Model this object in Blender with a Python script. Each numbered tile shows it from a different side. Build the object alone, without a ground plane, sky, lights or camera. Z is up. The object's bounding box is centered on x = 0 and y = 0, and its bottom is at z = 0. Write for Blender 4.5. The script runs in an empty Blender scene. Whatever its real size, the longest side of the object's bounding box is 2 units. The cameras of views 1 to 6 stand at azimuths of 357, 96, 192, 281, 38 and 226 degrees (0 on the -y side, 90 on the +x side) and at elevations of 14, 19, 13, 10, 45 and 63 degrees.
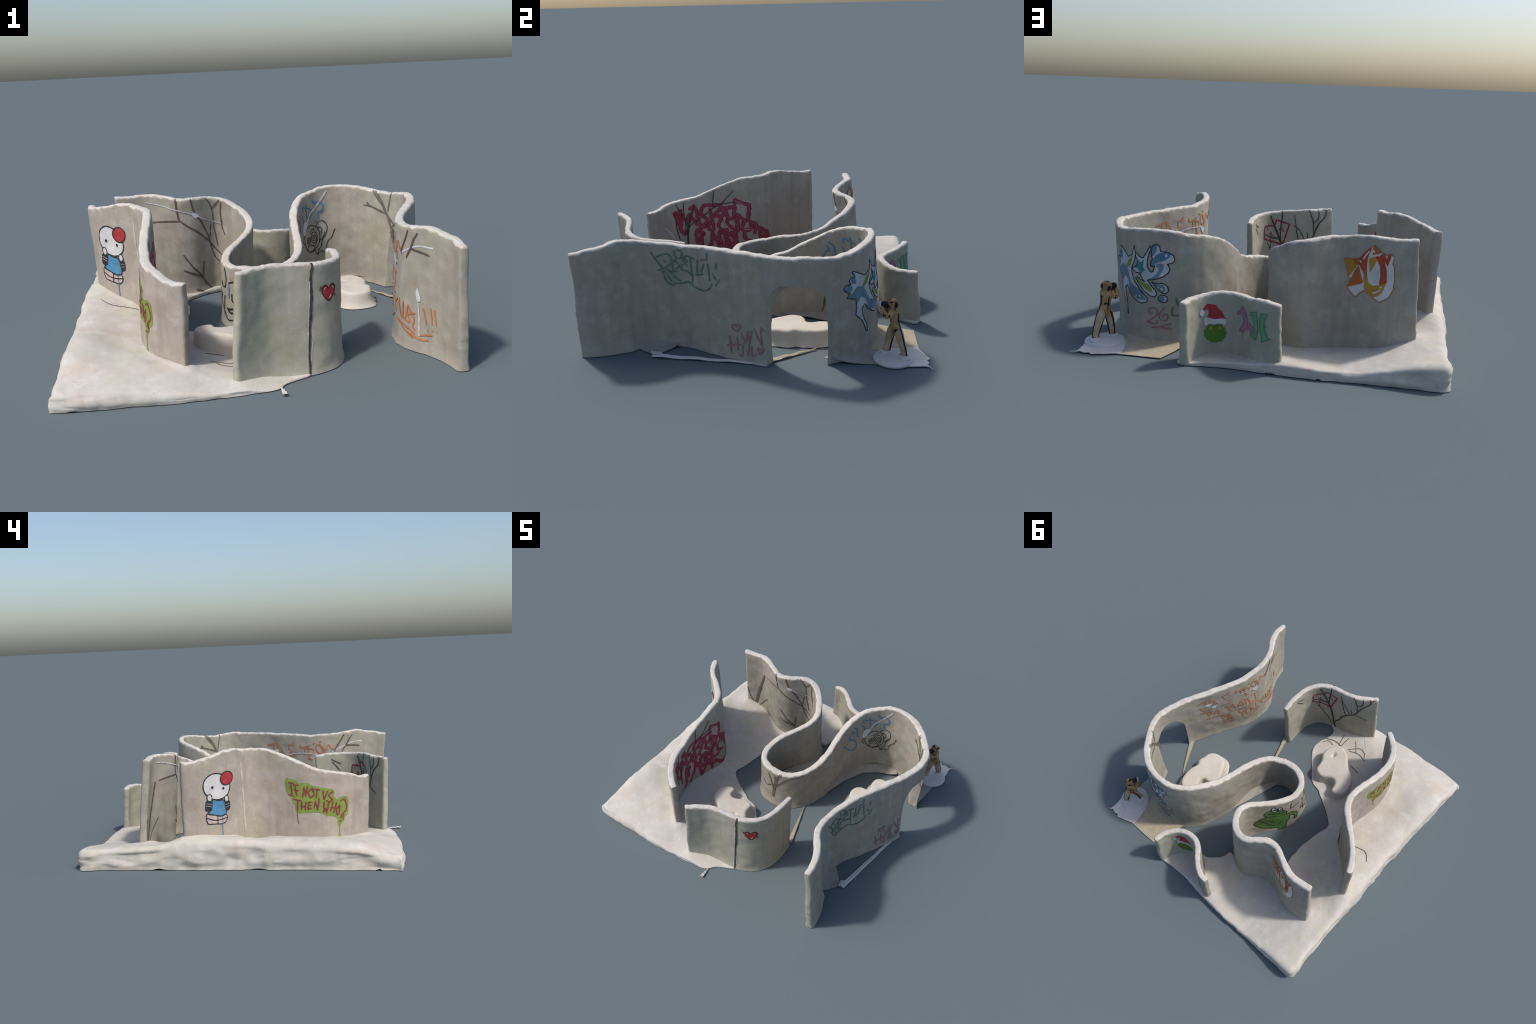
# Scale model of serpentine graffiti walls on a rough slab, with benches, ground scraps and a figurine.
import numpy as np, math, random

# ---------------------------------------------------------------- noise
def _hash(i, j, k, seed):
    n = (i * 374761393 + j * 668265263 + k * 2147483647 * 3 + seed * 974634777).astype(np.int64) & 0xffffffff
    n = ((n ^ (n >> 13)) * 1274126177) & 0xffffffff
    n = ((n ^ (n >> 16)) * 2246822519) & 0xffffffff
    return ((n ^ (n >> 15)) & 0xffffff) / float(0x7fffff) - 1.0

def noise(P, freq, seed=0):
    """smooth value noise in [-1, 1] at points P (n, 3)"""
    Q = np.asarray(P, float) * freq + 100.0
    I = np.floor(Q).astype(np.int64); F = Q - I; F = F * F * (3 - 2 * F)
    out = 0
    for a in (0, 1):
        for b in (0, 1):
            for c in (0, 1):
                w = (F[..., 0] if a else 1 - F[..., 0]) * (F[..., 1] if b else 1 - F[..., 1]) * (F[..., 2] if c else 1 - F[..., 2])
                out = out + w * _hash(I[..., 0] + a, I[..., 1] + b, I[..., 2] + c, seed)
    return out

def catmull(P, per=10, closed=False):
    P = np.asarray(P, float); n = len(P); out = []
    if closed:
        G = np.concatenate([P[-1:], P, P[:2]])
    else:
        G = np.concatenate([2 * P[:1] - P[1:2], P, 2 * P[-1:] - P[-2:-1]])
    segs = n if closed else n - 1
    t = np.linspace(0, 1, per, endpoint=False)[:, None]
    for i in range(segs):
        a, b, c, d = G[i], G[i + 1], G[i + 2], G[i + 3]
        out.append(0.5 * (2 * b + (c - a) * t + (2 * a - 5 * b + 4 * c - d) * t ** 2 + (3 * b - a - 3 * c + d) * t ** 3))
    if not closed:
        out.append(P[-1:])
    return np.concatenate(out)

def arclen(P):
    return np.r_[0, np.cumsum(np.linalg.norm(np.diff(P, axis=0), axis=1))]

# ---------------------------------------------------------------- walls: spines (x, y, height of the top)
SPINES = {
 'serpentine': [(0.857,-0.876,0.565),(0.846,-0.791,0.585),(0.820,-0.721,0.600),(0.774,-0.661,0.615),(0.734,-0.597,0.609),(0.714,-0.525,0.598),(0.711,-0.449,0.594),(0.714,-0.374,0.587),(0.725,-0.299,0.584),(0.748,-0.227,0.584),(0.775,-0.157,0.587),(0.805,-0.088,0.589),(0.835,-0.018,0.589),(0.864,0.051,0.589),(0.891,0.122,0.588),(0.915,0.193,0.587),(0.934,0.266,0.591),(0.940,0.341,0.594),(0.923,0.414,0.590),(0.888,0.481,0.582),(0.842,0.540,0.580),(0.789,0.594,0.586),(0.730,0.641,0.597),(0.661,0.671,0.609),(0.587,0.685,0.611),(0.512,0.683,0.607),(0.440,0.661,0.598),(0.379,0.616,0.587),(0.334,0.556,0.572),(0.302,0.488,0.545),(0.282,0.415,0.510),(0.274,0.340,0.470),(0.275,0.265,0.430),(0.276,0.189,0.396),(0.269,0.114,0.372),(0.252,0.041,0.356),(0.220,-0.027,0.343),(0.168,-0.082,0.332),(0.101,-0.115,0.330),(0.026,-0.124,0.336),(-0.046,-0.106,0.339),(-0.105,-0.059,0.337),(-0.134,0.010,0.342),(-0.134,0.085,0.358),(-0.110,0.156,0.376),(-0.072,0.221,0.392),(-0.030,0.284,0.413),(0.008,0.349,0.442),(0.017,0.423,0.481),(-0.016,0.491,0.523),(-0.065,0.548,0.555),(-0.128,0.588,0.584),(-0.201,0.586,0.600),(-0.262,0.541,0.607),(-0.323,0.497,0.611),(-0.396,0.488,0.618),(-0.466,0.516,0.629),(-0.535,0.547,0.638),(-0.607,0.569,0.637),(-0.682,0.565,0.635),(-0.764,0.548,0.633)],
 'kitten': [(-0.325,-0.770,0.452),(-0.393,-0.722,0.462),(-0.445,-0.669,0.486),(-0.485,-0.606,0.500),(-0.509,-0.535,0.510),(-0.518,-0.461,0.530),(-0.524,-0.387,0.563),(-0.521,-0.312,0.597),(-0.518,-0.237,0.632),(-0.516,-0.162,0.656),(-0.526,-0.089,0.667),(-0.561,-0.023,0.671),(-0.615,0.029,0.677),(-0.673,0.075,0.675),(-0.731,0.123,0.663),(-0.785,0.174,0.648),(-0.830,0.233,0.638),(-0.867,0.304,0.640)],
 'heart': [(0.361,-0.378,0.473),(0.367,-0.453,0.489),(0.368,-0.525,0.495),(0.359,-0.596,0.495),(0.332,-0.663,0.497),(0.284,-0.715,0.501),(0.220,-0.747,0.507),(0.150,-0.764,0.514),(0.079,-0.778,0.519),(0.012,-0.802,0.522),(-0.046,-0.844,0.525),(-0.104,-0.894,0.522)],
 'hat': [(0.348,0.967,0.309),(0.339,0.910,0.316),(0.319,0.860,0.319),(0.285,0.818,0.325),(0.241,0.787,0.330),(0.191,0.769,0.333),(0.137,0.770,0.332),(0.089,0.793,0.333),(0.048,0.828,0.337),(0.008,0.864,0.342),(-0.033,0.898,0.349),(-0.082,0.921,0.352),(-0.140,0.926,0.342)],
}
THICK = {'serpentine': 0.046, 'kitten': 0.046, 'heart': 0.040, 'hat': 0.042}
SEED = {'serpentine': 1, 'kitten': 2, 'heart': 3, 'hat': 4}
# how far the foot of each wall stands out from under its top: (s, dx, dy)
LEAN = {
 'serpentine': [(0,.022,.02),(.14,.022,.01),(.27,.042,.02),(.36,.022,.003),(.45,-.006,-.004),(.55,-.008,0),(.68,.0,0),(.85,.016,-.007),(1.08,.023,-.008),(1.3,-.004,0),(1.44,-.018,-.010),(1.56,.002,.010),(1.7,.01,.028),(1.85,0,.032),(2.0,-.010,.024),(2.2,-.002,.0),(2.4,-.008,0),(2.6,-.008,.003),(2.8,-.008,.012),(2.95,0,.006),(3.1,-.004,-.004),(3.3,-.022,.006),(3.5,-.015,.010),(3.7,0,.028),(3.9,-.005,.040),(4.1,-.01,.052),(4.3,-.02,.055),(4.53,-.03,.057)],
 'kitten': [(0,-.01,.012),(.1,.009,.01),(.18,-.002,-.001),(.25,-.012,-.004),(.32,-.020,0),(.39,-.027,0),(.46,-.022,0),(.53,-.013,0),(.62,-.004,0),(.7,.002,.002),(.9,.009,.010),(1.0,.009,.011),(1.1,.010,.011),(1.16,.014,.011),(1.28,.028,.008)],
 'heart': [(0,-.01,.0),(.2,0,0),(.4,0,-.002),(.5,-.002,-.004),(.65,-.014,0),(.79,-.033,.012)],
 'hat': [(0,-.018,.028),(.1,-.016,.028),(.25,0,.024),(.4,-.002,.014),(.65,-.018,.018)],
}
RIM = 0.016          # rounding of the upper edge

class Wall:
    """a ribbon standing on the ground; side +1 is to the left of the spine's direction"""
    def __init__(self, key):
        C = catmull(SPINES[key], 24)
        s = arclen(C[:, :2]); self.L = s[-1]; self.key = key; self.T = THICK[key]
        n = int(self.L / 0.004) + 1
        self.s = np.linspace(0, self.L, n)
        self.C = np.stack([np.interp(self.s, s, C[:, i]) for i in range(3)], -1)
        g = np.gradient(self.C[:, :2], axis=0); g /= np.linalg.norm(g, axis=1)[:, None]
        k = np.ones(9) / 9
        g = np.stack([np.convolve(np.pad(g[:, i], 4, 'edge'), k, 'valid') for i in range(2)], -1)
        self.t = g / np.linalg.norm(g, axis=1)[:, None]
    def at(self, s):
        s = np.asarray(s, float)
        c = np.stack([np.interp(s, self.s, self.C[:, i]) for i in range(3)], -1)
        t = np.stack([np.interp(s, self.s, self.t[:, i]) for i in range(2)], -1)
        t /= np.linalg.norm(t, axis=-1, keepdims=True)
        over = np.clip(s - self.L, 0, None) + np.clip(s, None, 0)
        c[..., :2] += t * over[..., None]
        return c, np.stack([-t[..., 1], t[..., 0]], -1)
    def top(self, s):
        c, _ = self.at(s)
        q = np.stack([np.asarray(s, float), 0 * c[..., 0] + SEED[self.key] * 7.3, 0 * c[..., 0]], -1)
        return c[..., 2] + 0.004 * noise(q, 13, 5) + 0.002 * noise(q, 60, 6) + 0.003
    def face(self, s, z, side, lift=0.0):
        """point on the plastered face; z is clamped to the rounded rim"""
        s = np.asarray(s, float); z = np.asarray(z, float)
        c, n = self.at(s); tp = self.top(s)
        z = np.minimum(z, tp)
        u = np.clip((z - (tp - RIM)) / RIM, 0, 1)
        half = self.T / 2 * (0.42 + 0.58 * np.sqrt(1 - u ** 2 * 0.999))
        flare = 0.010 * np.exp(-z / 0.03)
        P = np.stack([c[..., 0], c[..., 1], z], -1)
        ln = np.array(LEAN[self.key])
        for i in (0, 1):
            P[..., i] += np.interp(s, ln[:, 0], ln[:, i + 1]) * (1 - z / tp)
        q = P + np.array([0, 0, 3.1]) * SEED[self.key] + np.array([9.0, 0, 0]) * (side > 0)
        d = 0.0040 * noise(q, 7, 11) + 0.0028 * noise(q, 19, 12) + 0.0007 * noise(q, 75, 13) + 0.0030 * noise(q, 42, 14) * u
        e = np.clip(np.minimum(s, self.L - s) / 0.016, 0, 1)
        half = half * (0.55 + 0.45 * np.sqrt(1 - (1 - e) ** 2))
        off = side * (half + flare * e + d * (0.3 + 0.7 * e) + lift)
        P[..., :2] += n * off[..., None]
        # ragged, slightly slanting ends
        t = np.stack([n[..., 1], -n[..., 0]], -1)
        zz = np.stack([z * 0 + 2.0 * SEED[self.key], z, z * 0], -1)
        for end, sg in ((0.0, -1), (self.L, 1)):
            fall = np.clip(1 - np.abs(s - end) / 0.05, 0, 1) ** 2
            w = 0.005 * noise(zz + 5.0 * sg, 9, 31) + 0.0022 * noise(zz + 5.0 * sg, 37, 32)
            P[..., :2] += t * (sg * w * fall)[..., None]
        return P

WALLS = {k: Wall(k) for k in SPINES}

# ---------------------------------------------------------------- slab
SLAB_EDGE = [(-0.900,-0.985),(-0.75,-0.984),(-0.6,-0.98),(-0.43,-0.978),(-0.28,-0.965),(-0.15,-0.948),(-0.03,-0.93),(0.045,-0.908),(0.085,-0.862),(0.13,-0.832),(0.2,-0.79),(0.19,-0.74),(0.14,-0.70),(0.132,-0.65),(0.155,-0.55),(0.152,-0.474),(0.09,-0.39),(0.035,-0.335),(-0.05,-0.25),(-0.13,-0.225),(-0.22,-0.178),(-0.31,-0.132),(-0.385,-0.06),(-0.372,0.03),(-0.354,0.187),(-0.36,0.3),(-0.372,0.4),(-0.34,0.48),(-0.25,0.555),(-0.12,0.61),(-0.015,0.60),(0.005,0.65),(0.04,0.70),(0.1,0.75),(0.19,0.762),(0.27,0.80),(0.325,0.88),(0.372,0.958),(0.33,0.984),(0.16,0.972),(-0.1,0.977),(-0.344,0.978),(-0.6,0.966),(-0.8,0.960),(-0.92,0.955),(-0.962,0.935),(-0.970,0.88),(-0.955,0.75),(-0.942,0.5),(-0.930,0.25),(-0.917,0.03),(-0.908,-0.25),(-0.903,-0.6),(-0.900,-0.93)]
SLAB_Z = [(-.885,-.975,.075),(-.885,-.9,.085),(-.75,-.975,.075),(-.885,-.86,.1),(-.88,-.785,.117),(-.88,-.6,.142),(-.88,-.36,.157),(-.885,-.19,.165),(-.9,.04,.174),(-.905,.15,.174),(-.915,.3,.165),(-.925,.45,.155),(-.93,.63,.138),(-.945,.78,.130),(-0.95,0.93,.124),(-.85,.85,.116),(-.83,-.03,.176),
 (-.6,-.975,.068),(-.6,-.91,.081),(-.685,-.74,.118),(-.43,-.97,.048),(-.3,-.955,.036),(-.2,-.94,.026),(-.03,-.92,.012),(.1,-.83,.006),(-.13,-.878,.046),(-.35,-.86,.06),(-.80,-.3,.166),(-.69,-.12,.128),(-.76,-.45,.156),(-.82,-.55,.167),(-.82,-.75,.136),(-.65,-.35,.120),(-.64,-.55,.112),(-.85,.46,.132),(-.46,-.45,.056),(-.45,-.25,.046),(-.44,-.57,.062),
 (-.846,.3,.188),(-.79,.165,.175),(-.746,.12,.16),(-.698,.078,.148),(-.65,.046,.138),(-.55,-.2,.104),(-.575,-.36,.112),(-.581,-.455,.114),(-.551,-.557,.107),(-.52,-.62,.1),(-.45,-.69,.088),(-.37,-.757,.08),
 (-.785,.6,.135),(-.557,.686,.066),(-.37,.5,.018),(-.1,.63,.03),(-.16,.93,.055),(-.35,.95,.05),(-.55,.95,.055),(-.7,.93,.092),(-.75,.78,.105),(-.55,.8,.068),(-.3,.78,.048),(.03,.75,.014),(.24,.87,.018),(.33,.95,.006),
 (-.39,-.06,.008),(-.355,.2,.008),(-.46,.2,.03),(-.6,.33,.065),(-.75,.42,.125),(-.13,-.23,.006),(.05,-.36,.006),(.14,-.5,.006),(.12,-.66,.008),(-.25,-.17,.008),(-.2,-.4,.014),(-.26,-.535,.04),(-.22,-.65,.038),(0,-.6,.014),(-.45,-.1,.036)]
def _tps():
    A = np.array(SLAB_Z); n = len(A)
    r = np.linalg.norm(A[:, None, :2] - A[None, :, :2], axis=-1)
    K = r ** 2 * np.log(r + 1e-9) + 2e-3 * np.eye(n)
    Q = np.c_[np.ones(n), A[:, :2]]
    M = np.block([[K, Q], [Q.T, np.zeros((3, 3))]])
    return A, np.linalg.solve(M, np.r_[A[:, 2], 0, 0, 0])
_A, _W = _tps()
def wall_distance(xy):
    d = np.full(len(xy), 9.0)
    for w in WALLS.values():
        c = w.C[::3, :2]
        for i in range(0, len(xy), 4000):
            d[i:i + 4000] = np.minimum(d[i:i + 4000], np.sqrt(((xy[i:i + 4000, None] - c[None]) ** 2).sum(-1).min(1)) - w.T / 2)
    return d
def slab_height(xy):
    xy = np.asarray(xy, float)
    r = np.linalg.norm(xy[:, None] - _A[None, :, :2], axis=-1)
    z = (r ** 2 * np.log(r + 1e-9)) @ _W[:-3] + _W[-3] + xy @ _W[-2:]
    P = np.c_[xy, 0 * z]
    z = np.maximum(z, 0.006) + (0.006 * noise(P, 4.5, 21) + 0.0022 * noise(P, 14, 22) + 0.0009 * noise(P, 45, 23)) * np.clip(z / 0.05, 0.15, 1)
    z += 0.008 * np.exp(-np.clip(wall_distance(xy), 0, 9) / 0.016)
    return z
# === BLENDER ===
import bpy, bmesh
from mathutils import Vector, Matrix
from mathutils.geometry import delaunay_2d_cdt
random.seed(7)
scene = bpy.context.scene
def link(ob, parent=None):
    scene.collection.objects.link(ob)
    if parent is not None:
        ob.parent = parent
    return ob
def empty(name, loc, label, category):
    ob = bpy.data.objects.new(name, None); ob.location = loc; ob.empty_display_size = 0.05
    ob["label"] = label; ob["category"] = category
    return link(ob)
def mesh_object(name, verts, faces, mat, parent=None, smooth=True, angle=None):
    me = bpy.data.meshes.new(name)
    me.from_pydata([tuple(map(float, v)) for v in verts], [], [tuple(map(int, f)) for f in faces])
    me.update()
    me.materials.append(mat)
    if smooth:
        me.polygons.foreach_set('use_smooth', [True] * len(me.polygons))
    ob = link(bpy.data.objects.new(name, me), parent)
    if parent is not None:
        ob.matrix_parent_inverse = Matrix.Translation(-parent.location)
    if angle:
        me.set_sharp_from_angle(angle=math.radians(angle))
    return ob

# ---------------------------------------------------------------- materials
def new_mat(name, rough=0.85):
    m = bpy.data.materials.new(name); m.use_nodes = True
    nt = m.node_tree; b = nt.nodes['Principled BSDF']
    b.inputs['Roughness'].default_value = rough
    b.inputs['Specular IOR Level'].default_value = 0.25
    return m, nt, b
def tex(nt, kind, scale, coord, **kw):
    t = nt.nodes.new(kind); t.inputs['Scale'].default_value = scale
    for k, v in kw.items():
        t.inputs[k].default_value = v
    nt.links.new(coord, t.inputs['Vector'])
    return t
def ramp(nt, src, a, b, ca=0.0, cb=1.0):
    r = nt.nodes.new('ShaderNodeMapRange'); r.clamp = True
    for k, v in (('From Min', a), ('From Max', b), ('To Min', ca), ('To Max', cb)):
        r.inputs[k].default_value = v
    nt.links.new(src, r.inputs['Value'])
    return r.outputs['Result']
def mix(nt, fac, a, b, mode='MIX'):
    m = nt.nodes.new('ShaderNodeMix'); m.data_type = 'RGBA'; m.blend_type = mode
    for sock, v in ((m.inputs[0], fac), (m.inputs[6], a), (m.inputs[7], b)):
        if isinstance(v, (int, float)):
            sock.default_value = v
        elif isinstance(v, (tuple, list)):
            sock.default_value = (*v, 1.0)
        else:
            nt.links.new(v, sock)
    return m.outputs[2]
def concrete(name, base, warm, pale, speck=0.5, streak=0.0, bump=0.25, scale=1.0, dirt=0.35):
    """cast plaster: clouded tones, trowel streaks, grain and small dark pits"""
    m, nt, b = new_mat(name, 0.9)
    co = nt.nodes.new('ShaderNodeTexCoord').outputs['Object']
    cloud = tex(nt, 'ShaderNodeTexNoise', 3.2 * scale, co, Detail=5.0, Roughness=0.6)
    blot = tex(nt, 'ShaderNodeTexNoise', 11 * scale, co, Detail=4.0, Roughness=0.65)
    grain = tex(nt, 'ShaderNodeTexNoise', 170, co, Detail=3.0, Roughness=0.7)
    pits = tex(nt, 'ShaderNodeTexVoronoi', 60, co, Randomness=1.0)
    col = mix(nt, ramp(nt, cloud.outputs['Fac'], 0.36, 0.66), base, warm)
    col = mix(nt, ramp(nt, blot.outputs['Fac'], 0.50, 0.74, 0, 0.75), col, pale)
    tint = tex(nt, 'ShaderNodeTexNoise', 4.3 * scale, co, Detail=5.0, Roughness=0.55, Distortion=0.8)
    col = mix(nt, ramp(nt, tint.outputs['Fac'], 0.52, 0.70, 0, 0.7), col, mix(nt, 1.0, col, (0.97, 1.0, 0.84), 'MULTIPLY'))
    col = mix(nt, ramp(nt, tint.outputs['Fac'], 0.46, 0.30, 0, 0.7), col, mix(nt, 1.0, col, (0.93, 0.86, 0.79), 'MULTIPLY'))
    if streak:
        mp = nt.nodes.new('ShaderNodeMapping'); mp.inputs['Scale'].default_value = (1, 1, 0.07)
        nt.links.new(co, mp.inputs['Vector'])
        st = tex(nt, 'ShaderNodeTexNoise', 26, mp.outputs['Vector'], Detail=4.0)
        col = mix(nt, ramp(nt, st.outputs['Fac'], 0.5, 0.78, 0, streak), col, tuple(c * 0.62 for c in base))
    col = mix(nt, ramp(nt, grain.outputs['Fac'], 0.3, 0.7), mix(nt, 1.0, col, (0.93, 0.925, 0.915), 'MULTIPLY'), mix(nt, 1.0, col, (1.06, 1.06, 1.06), 'MULTIPLY'))
    soil = tex(nt, 'ShaderNodeTexNoise', 7.0 * scale, co, Detail=8.0, Roughness=0.68, Distortion=0.6)
    col = mix(nt, ramp(nt, soil.outputs['Fac'], 0.55, 0.78, 0, dirt), col, tuple(c * k for c, k in zip(base, (0.60, 0.58, 0.52))))
    bleach = tex(nt, 'ShaderNodeTexNoise', 17.0 * scale, co, Detail=6.0, Roughness=0.62, Distortion=1.2)
    col = mix(nt, ramp(nt, bleach.outputs['Fac'], 0.58, 0.70, 0, 0.5), col, mix(nt, 1.0, col, (1.13, 1.14, 1.17), 'MULTIPLY'))
    sel = tex(nt, 'ShaderNodeTexNoise', 9, co, Detail=2.0)
    pit = nt.nodes.new('ShaderNodeMath'); pit.operation = 'MULTIPLY'
    nt.links.new(ramp(nt, pits.outputs['Distance'], 0.16, 0.08), pit.inputs[0])
    nt.links.new(ramp(nt, sel.outputs['Fac'], 0.5, 0.62, 0, speck), pit.inputs[1])
    col = mix(nt, pit.outputs[0], col, tuple(c * 0.42 for c in base))
    nt.links.new(col, b.inputs['Base Color'])
    bp = nt.nodes.new('ShaderNodeBump'); bp.inputs['Strength'].default_value = bump; bp.inputs['Distance'].default_value = 0.004
    nt.links.new(mix(nt, 0.45, blot.outputs['Fac'], grain.outputs['Fac']), bp.inputs['Height'])
    nt.links.new(bp.outputs['Normal'], b.inputs['Normal'])
    return m
def paint(name, colour, wear=0.35, rough=0.6, under=(0.36, 0.345, 0.31)):
    """spray paint, thin in places so that the plaster shows through"""
    m, nt, b = new_mat(name, rough)
    co = nt.nodes.new('ShaderNodeTexCoord').outputs['Object']
    g = tex(nt, 'ShaderNodeTexNoise', 45, co, Detail=5.0, Roughness=0.7)
    h = tex(nt, 'ShaderNodeTexNoise', 12, co, Detail=3.0)
    col = mix(nt, ramp(nt, h.outputs['Fac'], 0.35, 0.7), tuple(c * 0.86 for c in colour), tuple(min(1, c * 1.12) for c in colour))
    col = mix(nt, ramp(nt, g.outputs['Fac'], 0.52, 0.75, 0, wear), col, under)
    nt.links.new(col, b.inputs['Base Color'])
    return m

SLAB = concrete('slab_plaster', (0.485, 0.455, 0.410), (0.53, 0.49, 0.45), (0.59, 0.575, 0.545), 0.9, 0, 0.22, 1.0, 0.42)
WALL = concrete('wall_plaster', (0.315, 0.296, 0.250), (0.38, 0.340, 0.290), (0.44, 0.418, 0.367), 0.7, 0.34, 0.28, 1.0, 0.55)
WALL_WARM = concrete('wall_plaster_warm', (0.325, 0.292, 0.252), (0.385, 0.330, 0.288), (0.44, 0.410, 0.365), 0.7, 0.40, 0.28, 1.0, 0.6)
WALL_GREEN = concrete('wall_plaster_greenish', (0.335, 0.328, 0.262), (0.385, 0.362, 0.305), (0.43, 0.425, 0.335), 0.7, 0.34, 0.28, 1.0, 0.55)
RIM_M = concrete('wall_rim_plaster', (0.50, 0.475, 0.435), (0.53, 0.485, 0.45), (0.60, 0.59, 0.57), 0.4, 0, 0.3, 2.5, 0.3)
BENCH = concrete('bench_plaster', (0.56, 0.525, 0.465), (0.58, 0.54, 0.485), (0.61, 0.59, 0.545), 0.6, 0, 0.18, 1.0, 0.25)
PAPER = concrete('paper', (0.56, 0.545, 0.54), (0.52, 0.50, 0.50), (0.60, 0.59, 0.60), 0.2, 0, 0.12)
TAN = concrete('tan_board', (0.42, 0.36, 0.26), (0.36, 0.31, 0.23), (0.47, 0.42, 0.33), 0.4, 0, 0.2, 2.0)
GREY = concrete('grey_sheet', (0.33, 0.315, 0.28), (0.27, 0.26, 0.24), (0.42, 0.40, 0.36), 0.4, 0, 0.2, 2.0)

model = empty('graffiti_wall_model', (0, 0, 0), 'curving plaster walls covered in graffiti on a rough pale slab', 'scale model')

# ---------------------------------------------------------------- walls
def build_wall(w, name, mat, step=0.010):
    n = int(w.L / step)
    S = np.r_[0, 0.004, 0.010, np.linspace(0.018, w.L - 0.018, n), w.L - 0.010, w.L - 0.004, w.L]
    tp = w.top(S)
    rows = 40
    body = np.linspace(0, 1, rows) ** 1.0
    rim = np.sin(np.linspace(0, np.pi / 2, 7)[1:])
    cols = []
    for side in (1, -1):
        Zs = [0.001 + (tp - RIM - 0.001) * b for b in body] + [tp - RIM + RIM * r for r in rim]
        P = np.stack([w.face(S, z, side) for z in Zs], 1)
        cols.append(P if side > 0 else P[:, ::-1])
    V = np.concatenate(cols, 1)
    m = V.shape[1]; k = V.shape[0]
    idx = np.arange(k * m).reshape(k, m)
    F = []
    for j in range(m):
        j2 = (j + 1) % m
        F.append(np.stack([idx[:-1, j], idx[:-1, j2], idx[1:, j2], idx[1:, j]], -1))
    F = np.concatenate(F).tolist()
    for r, fl in ((idx[0], False), (idx[-1], True)):
        h = m // 2
        for j in range(h - 1):
            q = [r[j], r[m - 1 - j], r[m - 2 - j], r[j + 1]]
            F.append(q if not fl else q[::-1])
    F = [f for f in F]
    ob = mesh_object(name, V.reshape(-1, 3), F, mat, model)
    bm = bmesh.new(); bm.from_mesh(ob.data); bmesh.ops.recalc_face_normals(bm, faces=bm.faces); bm.to_mesh(ob.data); bm.free()
    ob.data.set_sharp_from_angle(angle=math.radians(50))
    # pale band along the upper edge
    ob.data.materials.append(RIM_M)
    c = V.reshape(-1, 3)
    low = np.interp(np.arange(k), np.arange(k), tp - RIM * 0.55)
    for p in ob.data.polygons:
        i = p.vertices[0] // m
        if p.center[2] > low[min(i, k - 1)] + 0.006 * math.sin(i * 0.9) * math.sin(i * 0.23):
            p.material_index = 1
    return ob

wall_ob = {}
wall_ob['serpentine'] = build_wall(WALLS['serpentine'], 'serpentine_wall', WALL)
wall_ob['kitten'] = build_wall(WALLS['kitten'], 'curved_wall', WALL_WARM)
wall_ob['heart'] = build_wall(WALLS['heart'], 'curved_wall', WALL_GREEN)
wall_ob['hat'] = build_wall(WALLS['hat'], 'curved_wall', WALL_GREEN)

# doorway: a splayed arch cut through the serpentine wall
ARCH_OUT = [(0.155,-0.05),(0.150,0.10),(0.146,0.24),(0.144,0.34),(0.150,0.385),(0.178,0.422),(0.215,0.448),(0.27,0.445),(0.34,0.444),(0.395,0.436),(0.43,0.415),(0.455,0.39),(0.464,0.30),(0.468,0.15),(0.466,-0.05)]
ARCH_IN = [(0.180,-.05),(0.178,.1),(0.175,.22),(0.178,.29),(.192,.335),(.220,.378),(.252,.408),(.295,.424),(.34,.427),(.395,.419),(.43,.40),(.450,.372),(.459,.30),(.462,.15),(.462,-.05)]
def arch_cutter():
    rng = np.random.RandomState(3)
    o = catmull(ARCH_OUT, 5); i = catmull(ARCH_IN, 5)
    o = o + rng.normal(0, 0.0016, o.shape); i = i + rng.normal(0, 0.0016, i.shape)
    V = []
    for prof, x in ((o, 1.10), (o * 1.0, 0.955), (i, 0.895), (i, 0.75)):
        V += [(x, p[0] + (x - 0.93) * -0.10, p[1]) for p in prof]
    n = len(o); F = []
    for a in range(3):
        for j in range(n):
            k = (j + 1) % n
            F.append((a * n + j, a * n + k, (a + 1) * n + k, (a + 1) * n + j))
    F.append(tuple(range(n - 1, -1, -1))); F.append(tuple(range(3 * n, 4 * n)))
    ob = mesh_object('cutter', V, F, WALL, None, False)
    bm = bmesh.new(); bm.from_mesh(ob.data); bmesh.ops.recalc_face_normals(bm, faces=bm.faces); bm.to_mesh(ob.data); bm.free()
    return ob
cut = arch_cutter()
md = wall_ob['serpentine'].modifiers.new('arch', 'BOOLEAN'); md.object = cut; md.operation = 'DIFFERENCE'; md.solver = 'EXACT'
dg = bpy.context.evaluated_depsgraph_get()
me = bpy.data.meshes.new_from_object(wall_ob['serpentine'].evaluated_get(dg))
wall_ob['serpentine'].modifiers.clear(); wall_ob['serpentine'].data = me
me.set_sharp_from_angle(angle=math.radians(45))
bpy.data.objects.remove(cut)

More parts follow.
